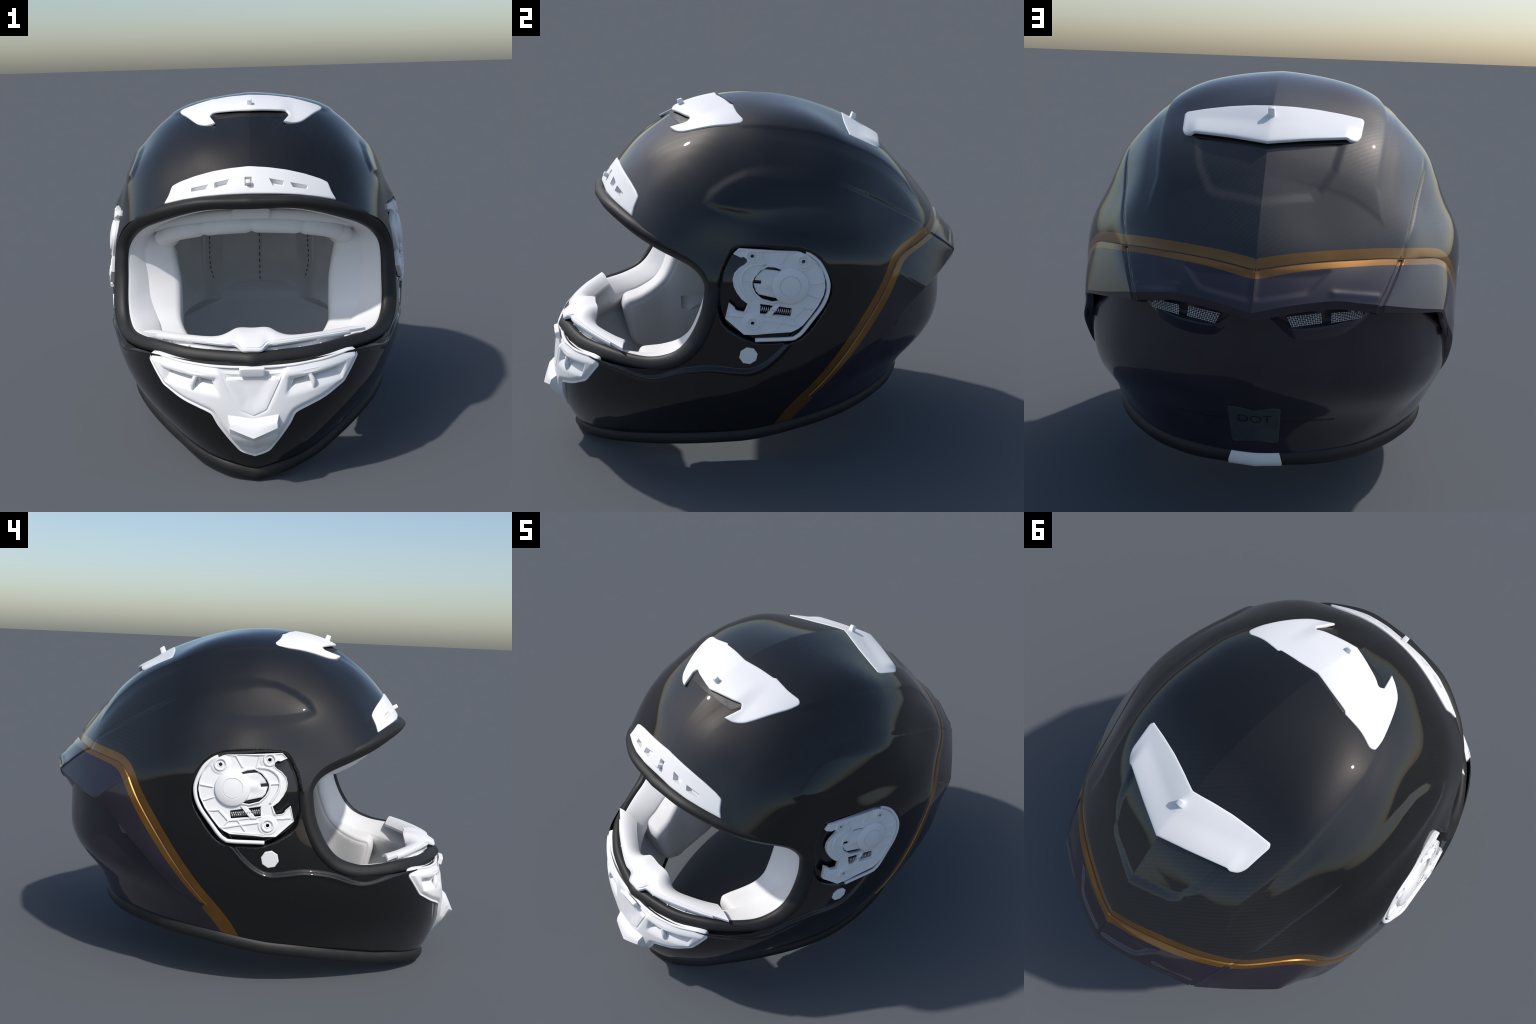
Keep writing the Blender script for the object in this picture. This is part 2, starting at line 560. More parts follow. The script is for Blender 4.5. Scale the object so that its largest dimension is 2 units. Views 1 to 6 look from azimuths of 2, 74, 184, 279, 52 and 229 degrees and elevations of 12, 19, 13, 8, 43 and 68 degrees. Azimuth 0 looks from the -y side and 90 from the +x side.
def carbon_weave(nt, b, low, high, rear_lit):
    """Twill of carbon fibre: fine diagonal bands, crossed by a second set, faint."""
    tc = node(nt, "ShaderNodeTexCoord")
    waves = []
    for rot in ((.5, .35, .8), (-.6, .5, -.75)):
        mp = node(nt, "ShaderNodeMapping")
        mp.inputs["Rotation"].default_value = rot
        wv = node(nt, "ShaderNodeTexWave")
        wv.inputs["Scale"].default_value = 20.0
        wv.inputs["Distortion"].default_value = .3
        wv.inputs["Detail"].default_value = 1.0
        nt.links.new(tc.outputs["Object"], mp.inputs["Vector"])
        nt.links.new(mp.outputs["Vector"], wv.inputs["Vector"])
        waves.append(wv)
    mx = node(nt, "ShaderNodeMath", operation="MULTIPLY_ADD")
    mx.inputs[1].default_value = .75
    sc = node(nt, "ShaderNodeMath", operation="MULTIPLY")
    sc.inputs[1].default_value = .25
    nt.links.new(waves[0].outputs["Fac"], mx.inputs[0])
    nt.links.new(waves[1].outputs["Fac"], sc.inputs[0])
    nt.links.new(sc.outputs[0], mx.inputs[2])
    rp = node(nt, "ShaderNodeValToRGB")
    rp.color_ramp.elements[0].color = (*low, 1)
    rp.color_ramp.elements[1].color = (*high, 1)
    nt.links.new(mx.outputs[0], rp.inputs["Fac"])
    # grazing sun on the back painted in: lighter weave colour, raised specular
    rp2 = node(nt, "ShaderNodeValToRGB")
    rp2.color_ramp.elements[0].color = (*low, 1)
    rp2.color_ramp.elements[1].color = (*rear_lit, 1)
    nt.links.new(mx.outputs[0], rp2.inputs["Fac"])
    sep = node(nt, "ShaderNodeSeparateXYZ")
    nt.links.new(tc.outputs["Object"], sep.inputs[0])
    mr = node(nt, "ShaderNodeMapRange")
    mr.inputs["From Min"].default_value = .25
    mr.inputs["From Max"].default_value = .55
    nt.links.new(sep.outputs["Y"], mr.inputs["Value"])
    mixc = node(nt, "ShaderNodeMix", data_type="RGBA")
    nt.links.new(mr.outputs[0], mixc.inputs[0])
    nt.links.new(rp.outputs["Color"], mixc.inputs[6])
    nt.links.new(rp2.outputs["Color"], mixc.inputs[7])
    nt.links.new(mixc.outputs[2], b.inputs["Base Color"])
    sp = node(nt, "ShaderNodeMapRange")
    sp.inputs["To Min"].default_value = .15
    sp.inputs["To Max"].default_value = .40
    nt.links.new(mr.outputs[0], sp.inputs["Value"])
    nt.links.new(sp.outputs[0], b.inputs["Specular IOR Level"])
    rr = node(nt, "ShaderNodeMapRange")
    rr.inputs["To Min"].default_value = .56
    rr.inputs["To Max"].default_value = .62
    nt.links.new(mx.outputs[0], rr.inputs["Value"])
    nt.links.new(rr.outputs[0], b.inputs["Roughness"])


BLACK, nt, b = material("carbon_black_lacquer", (.012, .012, .013), .48, 1.0, .02, spec=.15)
carbon_weave(nt, b, (.0032, .0032, .0034), (.0046, .0046, .0046), (.0105, .0103, .010))
GOLD, nt, b = material("gold_stripe_lacquer", (.26, .105, .012), .38, 1.0, .02, metallic=.75, spec=.3)
mottled(nt, b, (.205, .091, .011), (.255, .114, .0135), 9)
VIOLET, nt, b = material("dark_violet_lacquer", (.018, .015, .024), .45, 1.0, .02, spec=.2)
mottled(nt, b, (.014, .0105, .019), (.019, .0145, .025))
RUBBER, nt, b = material("black_rubber", (.012, .012, .012), .55, spec=.4)
mottled(nt, b, (.011, .011, .011), (.014, .014, .0135), 14)
WHITE, nt, b = material("white_plastic", (.78, .78, .78), .45)
mottled(nt, b, (.775, .775, .775), (.80, .80, .80), 5)
PAD, nt, b = material("white_padding", (.75, .75, .75), .7)
mottled(nt, b, (.74, .74, .74), (.77, .77, .77), 8)
DARK, nt, b = material("black_plastic", (.008, .008, .008), .5)
mottled(nt, b, (.007, .007, .007), (.010, .010, .010), 12)
STEEL, nt, b = material("spring_steel", (.55, .55, .56), .25, metallic=1.0)
mottled(nt, b, (.5, .5, .51), (.6, .6, .61), 20)


# ----------------------------------------------------------------------------
# 7. SHELL
# ----------------------------------------------------------------------------
def lift_to_shell(p, lift=0.0):
    return shell_point(directions(p), lift)


eye_mid = .5 * (spline(EYE_OUTER, 90) + spline(EYE_INNER, 90))
rim_line = spline(RIM, 120)
seam_all = np.vstack([spline(SEAM_BACK, 40)[:-1], spline(SEAM_SIDE, 24)[:-1], spline(SEAM_WING, 40)[:-1], spline(SEAM_FOOT, 14)])


def surface_offset(line, width):
    """Shift a line sideways along the shell (positive: towards front / crown)."""
    p = lift_to_shell(line)
    n = shell_normal(directions(p))
    t = unit(np.gradient(p, axis=0))
    k = np.cross(t, n)
    q = p + k * width
    q[0, 0] = max(q[0, 0], 0)
    return lift_to_shell(q)


def build_shell():
    top_mid = eye_mid[0]
    mids_back = [(0, y, z) for y, z in MID_PROFILE if y > -.66 and z > .33]
    c_eye, c_rim = chart(eye_mid), chart(rim_line)
    c_eye[0, 0] = c_eye[-1, 0] = c_rim[0, 0] = c_rim[-1, 0] = 0
    mid_top = np.linspace(c_eye[0], c_rim[-1], 260)[1:-1]
    mid_chin = np.linspace(c_rim[0], c_eye[-1], 40)[1:-1]
    outline = np.vstack([c_eye[:1], mid_top, c_rim[::-1], mid_chin, c_eye[::-1][:-1]])
    w = STRIPE_W
    up = surface_offset(seam_all, w)
    cu = chart(up)
    cu[0, 0] = 0
    foot = np.vstack([spline(SEAM_FOOT, 14)])
    dn = surface_offset(foot, -w * .98)
    cs = chart(seam_all)
    cs[0, 0] = 0
    cd = chart(dn)
    lines = [clip_line(cu, outline), clip_line(cs, outline), clip_line(cd, outline)]
    # crisp lines along the pivot pocket and the flank bulge
    for poly, offs, shut in ((POCKET, (-.002, .004, .009), True), (BULGE, (-.010, .003, .016), True), (BODY_LINE, (-.015, -.009, -.004, .0, .005), False)):
        for o in offs:
            yz = even(np.vstack([inset(poly, o), inset(poly, o)[:1]]) if shut else beside(poly, o), 90)
            ok = (yz[:, 0] < .40)
            d3 = np.c_[np.full(len(yz), .66), yz]
            for _ in range(10):     # slide in x onto the plain form at this (y, z)
                dd = directions(d3)
                dist = np.linalg.norm(d3 - ORIGIN, axis=1)
                d3[:, 0] -= (dist - base_radius(dd)) * dist / np.maximum(d3[:, 0], .2)
            for run in runs(chart(d3), ok & inside(chart(d3), outline) & (seg_dist(chart(d3), outline, True) > .012)):
                lines.append(run)
    v, f = fill(outline, spacing=.0095, lines=lines)
    d = unchart(v)
    p = shell_point(d)
    p[np.abs(v[:, 0]) < 1e-9, 0] = 0
    nrm = shell_normal(d)
    c = v[f].mean(1)
    ext_u = cu[-1] + (cu[-1] - cu[-2]) * 30
    ext_s = cs[-1] + (cs[-1] - cs[-2]) * 30
    ext_d = cd[-1] + (cd[-1] - cd[-2]) * 30
    back_zone = np.vstack([cu, ext_u, [4, 4], [0, 4]])
    violet = inside(c, back_zone)
    band = np.vstack([cu, ext_u, ext_d, cd[::-1], cs[:-14][::-1]])
    gold = inside(c, band) & violet
    idx = np.where(gold, 1, np.where(violet, 2, 0))
    vv, ff, mm = both_sides(p, [tuple(x) for x in f], list(idx))
    nn = np.vstack([nrm, nrm * [-1, 1, 1]])
    # faces of the right half must look outward
    a, b_, c_ = vv[list(ff[0])]
    if np.dot(np.cross(b_ - a, c_ - a), a - ORIGIN) < 0:
        ff = [tuple(reversed(x)) for x in ff]
    me = make_mesh("shell", vv, ff, (BLACK, GOLD, VIOLET), mm, None, nn)
    return add("shell", me)


def runs(pts, ok):
    out, cur = [], []
    for p, k in zip(pts, ok):
        if k:
            cur.append(p)
        else:
            if len(cur) > 2:
                out.append(np.array(cur))
            cur = []
    if len(cur) > 2:
        out.append(np.array(cur))
    return out


def clip_line(line, poly):
    ok = inside(line, poly)
    ok &= seg_dist(line, poly, True) > .003
    return line[ok]


STRIPE_W = .033
shell = build_shell()


# ----------------------------------------------------------------------------
# 8. EYE-PORT SEAL AND NECK ROLL (black rubber)
# ----------------------------------------------------------------------------
def build_eye_seal():
    o, i = spline(EYE_OUTER, 120), spline(EYE_INNER, 120)
    o = np.vstack([o, (o * [-1, 1, 1])[::-1][1:-1]])
    i = np.vstack([i, (i * [-1, 1, 1])[::-1][1:-1]])
    c = .5 * (o + i)
    a = .5 * (o - i)
    t = unit(np.roll(c, -1, 0) - np.roll(c, 1, 0))
    bvec = unit(np.cross(t, a))
    s = np.sign(np.sum(bvec * (c - ORIGIN), 1, keepdims=True))
    bvec *= s
    ang = np.linspace(0, 2 * math.pi, 20, endpoint=False)
    ca, sa = np.cos(ang), np.sin(ang)
    ca = np.sign(ca) * np.abs(ca) ** .8
    sa = np.sign(sa) * np.abs(sa) ** .8
    rings = c[:, None] + ca[None, :, None] * a[:, None] + (sa * .027)[None, :, None] * bvec[:, None]
    v, f = loft(rings, True, True)
    return add("eye_port_seal", make_mesh("eye_port_seal", v, f, (RUBBER,), None, 60))


def build_neck_roll():
    p = spline(RIM, 140)
    p = np.vstack([p, (p * [-1, 1, 1])[::-1][1:-1]])
    t = unit(np.roll(p, -1, 0) - np.roll(p, 1, 0))
    n = unit(np.cross(t, [0, 0, 1.]))
    n *= np.sign(np.sum(n * (p - [0, 0, 0]), 1, keepdims=True))
    dn = np.cross(n, t)
    dn *= -np.sign(dn[:, 2:3])
    c = p - n * .018 + dn * .026
    ang = np.linspace(0, 2 * math.pi, 18, endpoint=False)
    ca, sa = np.cos(ang), np.sin(ang)
    rings = c[:, None] + (ca * .026)[None, :, None] * n[:, None] - (sa * .033)[None, :, None] * dn[:, None]
    v, f = loft(rings, True, True)
    roll = add("neck_roll", make_mesh("neck_roll", v, f, (RUBBER,), None, 60))
    # white fabric clip wrapped over the roll at the back
    sel = [i for i in range(len(p)) if abs(p[i][0]) < .105 and p[i][1] > 0]
    sel.sort(key=lambda i: p[i][0])
    ang = np.linspace(-.5 * math.pi, 1.0 * math.pi, 16)
    rings = []
    for x in np.linspace(-1, 1, 9):
        ring = []
        for a in ang:
            half = .078 + .020 * (1 - math.sin(a)) * .5
            j = np.array([np.interp(x * half, p[sel][:, 0], c[sel][:, m]) for m in range(3)])
            nn = np.array([np.interp(x * half, p[sel][:, 0], n[sel][:, m]) for m in range(3)])
            ring.append(j + nn * math.cos(a) * .0285 - np.array([0, 0, -1.]) * math.sin(a) * .0365)
        rings.append(ring)
    v, f = loft(rings, False)
    me = make_mesh("neck_roll_clip", v, f, (WHITE,), None, 60)
    sol = add("neck_roll_clip", me, roll)
    return roll


build_eye_seal()
build_neck_roll()


# ----------------------------------------------------------------------------
# 9. TAIL SKIRT: spoiler over the back and the two side wings
# ----------------------------------------------------------------------------
def build_tail_skirt():
    def segment(seam, edge, cols, crown, si):
        # columns crowd towards the joints between panels
        t = np.linspace(0, 1, cols)
        t = t - .12 * np.sin(2 * math.pi * t) / (2 * math.pi) * 4
        def at(line):
            q = spline(line, 400)
            return np.stack([np.interp(t, np.linspace(0, 1, 400), q[:, m]) for m in range(3)], 1)
        s, e = at(seam), at(edge)
        ds = directions(s)
        base = shell_point(ds)
        n = shell_normal(ds)
        dirn = unit(e - base)
        rows = [base - n * .012 + dirn * .003, base - n * .002 + dirn * .003, base + n * .004 + dirn * .007]
        start = rows[-1]
        bulge = unit(np.cross(np.gradient(e, axis=0), e - base))
        bulge *= np.sign(np.sum(bulge * directions(e), 1, keepdims=True))
        lip = e
        width = np.linalg.norm(lip - start, axis=1)
        kw = np.minimum(.5, STRIPE_W * .8 / width)[:, None]
        for j in range(1, 37):
            k = kw * j / 6 if j <= 6 else kw + (1 - kw) * (j - 6) / 30
            p = start * (1 - k) + lip * k + bulge * crown * 4 * k * (1 - k)
            lift = np.zeros(len(p))
            # valley between the back panel and the side panel
            d = seg_dist(p, [(.458, .681, .996), (.394, .847, .880)])
            lift -= .007 * smooth(.013, .006, d)
            if si == 0:     # sunken field in the middle of the spoiler, rolled strip outside it
                f = signed(p[:, [0, 2]], [(-.225, .99), (.225, .99), (.238, .978), (.18, .926), (.165, .918), (0, .897), (-.165, .918), (-.18, .926), (-.238, .978)])
                lift -= .005 * smooth(0, .022, f)
                lift += .004 * np.exp(-(p[:, 0] / .012) ** 2) * smooth(0, .02, f)
                lift += .005 * np.exp(-(seg_dist(p, [(.24, .895, .918), (.375, .83, .897)]) / .012) ** 2)
            rows.append(p + bulge * lift[:, None])
        return np.stack(rows, 1), bulge

    parts = []
    segs = [(SEAM_BACK, EDGE_BACK, 110, .004), (SEAM_SIDE, EDGE_SIDE, 60, .004), (SEAM_WING, EDGE_WING, 60, .004)]
    for si, (s, e, n, c) in enumerate(segs):
        rings, bulge = segment(s, e, n, c, si)
        edge = rings[:, -1]
        inward = unit(ORIGIN * [1, 1, 0] + [0, 0, .62] - edge)
        dn = np.array([0, 0, -1.])
        t = np.linspace(0, 1, len(edge))[:, None]
        depth = [.085 - .025 * t, .06 - .03 * t, .03 + 0 * t][si]
        fall = [.026 + 0 * t, .026 - .020 * t, .006 + 0 * t][si]
        r1 = edge + inward * .003 + dn * fall * .5
        r2 = edge + inward * .008 + dn * fall
        r3 = edge + inward * depth + dn * (fall + .002)
        rings = np.concatenate([rings, np.stack([r1, r2, r3], 1)], 1)
        v, f = loft(rings, False)
        # gold band next to the seam, measured across the sheet
        m = rings.shape[1]
        idx = []
        for q in f:
            k = q[0] % m
            idx.append(0 if k < 8 else 1)
        parts.append((v, f, idx))
        if si == 2:
            last = rings[-1]
            cap = np.stack([last, last + np.array([-.03, 0, -.004])], 0)
            cv, cf = loft(cap, False)
            parts.append((cv, cf, [1] * len(cf)))
    v, f, m = join(parts)
    v, f, m = both_sides(v, f, m)
    q = v[list(f[30])]
    me = make_mesh("tail_skirt", v, f, (GOLD, VIOLET), m, 25)
    import bmesh
    bm = bmesh.new()
    bm.from_mesh(me)
    bmesh.ops.remove_doubles(bm, verts=bm.verts, dist=.0004)
    bmesh.ops.recalc_face_normals(bm, faces=bm.faces)
    bm.to_mesh(me)
    bm.free()
    me.set_sharp_from_angle(angle=math.radians(25))
    return add("tail_skirt", me)


build_tail_skirt()


# ----------------------------------------------------------------------------
# 10. RELIEF PLATES: solids cut from an outline, mapped onto a surface
# ----------------------------------------------------------------------------
class ShellFrame:
    """Flat (gnomonic) map of the shell around one spot."""

    def __init__(self, centre, form=base_radius):
        self.c = directions(np.array([centre]))[0]
        self.x = np.array([1.0, 0, 0])
        self.x = unit(self.x - self.c * (self.x @ self.c))
        self.y = np.cross(self.c, self.x)
        self.form = form

    def flat(self, pts):
        d = directions(pts)
        w = d @ self.c
        return np.c_[(d @ self.x) / w, (d @ self.y) / w]

    def solid(self, uv, lift):
        d = unit(self.c + uv[:, :1] * self.x + uv[:, 1:] * self.y)
        return ORIGIN + d * (self.form(d) + lift)[:, None]


def mirror_outline(half):
    """Closed outline from a half outline that starts and ends on x = 0."""
    h = np.array(half, float)
    return np.vstack([h, (h * [-1, 1, 1])[::-1][1:-1]])


def relief(outline, place, height, thick, spacing, round_edge=.006, loops=(), lines=(), holes=(), angle=35):
    """Solid with a top at place(uv, height(uv)) and a bottom thick below; edges rounded over."""
    outline = np.asarray(outline, float)
    extra = []
    for k in (.15, .5, 1.0):
        q = inset(outline, round_edge * k)
        extra.append(np.vstack([q, q[:1]]))
    for lp in loops:
        lp = np.asarray(lp, float)
        extra.append(np.vstack([lp, lp[:1]]))
    v, f = fill(outline, holes, spacing, extra + list(lines))
    h = height(v)
    de = seg_dist(v, outline, True)
    for ho in holes:
        de = np.minimum(de, seg_dist(v, ho, True) * 2)
    e = np.sqrt(np.maximum(0, 1 - (1 - np.clip(de / round_edge, 0, 1)) ** 2))
    top = place(v, h - round_edge * (1 - e))
    t = thick(v) if callable(thick) else np.full(len(v), thick)
    bottom = place(v, h - t)
    n = len(v)
    faces = [tuple(x) for x in f] + [(x[2] + n, x[1] + n, x[0] + n) for x in f]
    faces += [(b, a, a + n, b + n) for a, b in boundary_edges(f)]
    return np.vstack([top, bottom]), faces


def box(centre, size, ax, ay, az, taper=1.0, bevel=.15):
    """Bevelled block along three axes; top scaled by taper."""
    sx, sy, sz = size
    rings = []
    prof = rounded([(-.5, -.5), (.5, -.5), (.5, .5), (-.5, .5)], bevel, 3)
    for z, k in ((-.5, 1.0), (.5 - bevel * .6, taper), (.5 - bevel * .15, taper * .95), (.5, taper * .85)):
        rings.append([np.array(centre) + ax * p[0] * sx * k + ay * p[1] * sy * k + az * z * sz for p in prof])
    return loft(rings, True, False, True)


def part(name, v, f, mats=(None,), parent=None, index=None, angle=35, clean=True):
    me = make_mesh(name, v, f, mats, index)
    if clean:
        finish(me, angle)
    return add(name, me, parent)


# ---- brow vent ---------------------------------------------------------------
def build_brow_vent():
    fr = ShellFrame((0, -.64, 1.22))
    half = [(0, -.603, 1.281), (.08, -.602, 1.274), (.155, -.593, 1.260), (.23, -.582, 1.242), (.295, -.573, 1.222), (.328, -.568, 1.204), (.345, -.594, 1.170),
            (.363, -.603, 1.133), (.28, -.637, 1.153), (.2, -.664, 1.168), (.1, -.683, 1.179), (0, -.688, 1.184)]
    out = rounded(fr.flat(mirror_outline(half)), .012, 3)
    slots = [[(.087, -.652, 1.240), (.143, -.652, 1.231), (.143, -.666, 1.214), (.100, -.669, 1.217)],
             [(.177, -.651, 1.223), (.243, -.634, 1.210), (.243, -.643, 1.197), (.186, -.660, 1.206)]]
    polys = []
    for s in slots:
        s = np.array(s)
        s = s.mean(0) + (s - s.mean(0)) * [1.12, 1.0, 1.3]
        polys += [fr.flat(s), fr.flat(s * [-1, 1, 1])]
    notch = fr.flat(np.array([(-.018, -.645, 1.247), (.012, -.645, 1.247), (.012, -.668, 1.213), (-.018, -.668, 1.213)]))
    polys.append(notch)

    def h(uv):
        z = np.full(len(uv), .005)
        for p in polys:
            z -= .022 * smooth(0, .0045, signed(uv, p))
        return z
    loops = [p for p in polys] + [inset(p, .0045) for p in polys]
    v, f = relief(out, fr.solid, h, .045, .011, .007, loops, [np.array([out[0] * [0, 1], [0, fr.flat(np.array([(0, -.69, 1.183)]))[0, 1] + .004]])])
    ob = part("brow_vent", v, f, (WHITE,))
    n = unit(np.array([0, -.8, .45]))
    up = unit(np.array([0, .45, .8]))
    bv, bf = box(np.array([-.003, -.662, 1.222]), (.022, .020, .030), np.array([1., 0, 0]), up, n, .9)
    part("vent_lever", bv, bf, (WHITE,), ob)


# ---- top vent ------------------------------------------------------------------
def build_top_vent():
    fr = ShellFrame((0, -.27, 1.50))
    half = [(0, -.168, 1.562), (.09, -.152, 1.556), (.165, -.141, 1.545), (.172, -.133, 1.543), (.254, -.135, 1.523), (.312, -.120, 1.503), (.331, -.133, 1.495),
            (.322, -.18, 1.489), (.29, -.25, 1.478), (.258, -.313, 1.462), (.228, -.362, 1.449), (.19, -.392, 1.449), (.148, -.404, 1.452),
            (.176, -.335, 1.481), (.162, -.315, 1.490), (.13, -.330, 1.491), (.06, -.352, 1.497), (0, -.368, 1.50)]
    radius = [0, .02, .006, .006, .03, .02, .02, .03, .03, .03, .03, .02, .004, .004, .012, .02, .03, 0]
    out = rounded(fr.flat(mirror_outline(half)), radius + radius[::-1][1:-1], 4)

    def bridge(uv):
        p = fr.solid(uv, np.zeros(len(uv)))
        return smooth(.20, .13, np.abs(p[:, 0])) * smooth(-.14, -.34, p[:, 1])

    def h(uv):
        return .006 + .010 * bridge(uv)
    mid = np.c_[np.zeros(12), np.linspace(out[:, 1].min() * 0 + fr.flat(np.array([half[-1]]))[0, 1] + .01, fr.flat(np.array([half[0]]))[0, 1] - .01, 12)]
    v, f = relief(out, fr.solid, h, lambda uv: .02 - .011 * smooth(.1, .6, bridge(uv)), .011, .006, (), [mid])
    ob = part("top_vent", v, f, (WHITE,))
    bv, bf = box(np.array([0, -.325, 1.521]), (.024, .028, .05), np.array([1., 0, 0]), unit(np.array([0, .9, .3])), unit(np.array([0, -.3, .9])), .8)
    part("vent_lever", bv, bf, (WHITE,), ob)
    # added black plate on the shell, darkens the space under the bridge
    front_plate = fr.flat(mirror_outline([(0, -.25, 1.53), (.165, -.24, 1.52), (.17, -.325, 1.48), (.14, -.362, 1.465), (0, -.376, 1.475)]))
    fr2 = ShellFrame((0, -.27, 1.50), shell_radius)
    v, f = relief(front_plate, fr2.solid, lambda uv: np.full(len(uv), .002), .004, .02, .001)
    part("vent_dark_plate", v, f, (DARK,), ob)
    gap_plate = fr.flat(mirror_outline([(0, -.157, 1.562), (.165, -.130, 1.545), (.168, -.16, 1.545), (0, -.19, 1.56)]))  # black plate laid on the shell to darken the vent's rear edge
    v, f = relief(gap_plate, fr2.solid, lambda uv: np.full(len(uv), .002), .004, .02, .001)
    part("vent_dark_plate", v, f, (DARK,), ob)


# ---- rear vent -----------------------------------------------------------------
def build_rear_vent():
    fr = ShellFrame((0, .48, 1.40))
    half = [(0, .424, 1.460), (.08, .398, 1.454), (.155, .375, 1.444), (.24, .358, 1.432), (.313, .346, 1.418), (.322, .36, 1.41), (.312, .465, 1.362),
            (.298, .492, 1.350), (.272, .503, 1.350), (.258, .499, 1.353), (.13, .552, 1.349), (0, .603, 1.341)]
    radius = [0, .02, .02, .02, .008, .008, .02, .02, .004, .004, .02, 0]
    out = rounded(fr.flat(mirror_outline(half)), radius + radius[::-1][1:-1], 4)

    def lip(uv):
        p = fr.solid(uv, np.zeros(len(uv)))
        back = p[:, 1] + .39 * np.abs(p[:, 0])
        return smooth(.50, .60, back) * smooth(.30, .25, np.abs(p[:, 0]))

    def h(uv):
        return .006 + .013 * lip(uv)
    ends = fr.flat(np.array([half[0], half[-1]]))
    mid = np.c_[np.zeros(12), np.linspace(ends[0, 1] * .96, ends[1, 1] * .96, 12)]
    v, f = relief(out, fr.solid, h, lambda uv: .018 - .008 * smooth(.2, .8, lip(uv)), .011, .006, (), [mid])
    ob = part("rear_vent", v, f, (WHITE,))
    bv, bf = box(np.array([0, .478, 1.434]), (.026, .026, .042), np.array([1., 0, 0]), unit(np.array([0, .85, -.5])), unit(np.array([0, .3, .9])), .85)
    part("vent_lever", bv, bf, (WHITE,), ob)
    fr2 = ShellFrame((0, .48, 1.40), shell_radius)
    gap_plate = fr.flat(mirror_outline([(0, .50, 1.41), (.25, .42, 1.39), (.258, .497, 1.353), (.252, .512, 1.345), (.13, .562, 1.343), (0, .612, 1.335)]))  # black plate added on the shell, draws the dark line under the lip
    v, f = relief(gap_plate, fr2.solid, lambda uv: np.full(len(uv), .002), .004, .02, .001)
    part("vent_dark_plate", v, f, (DARK,), ob)


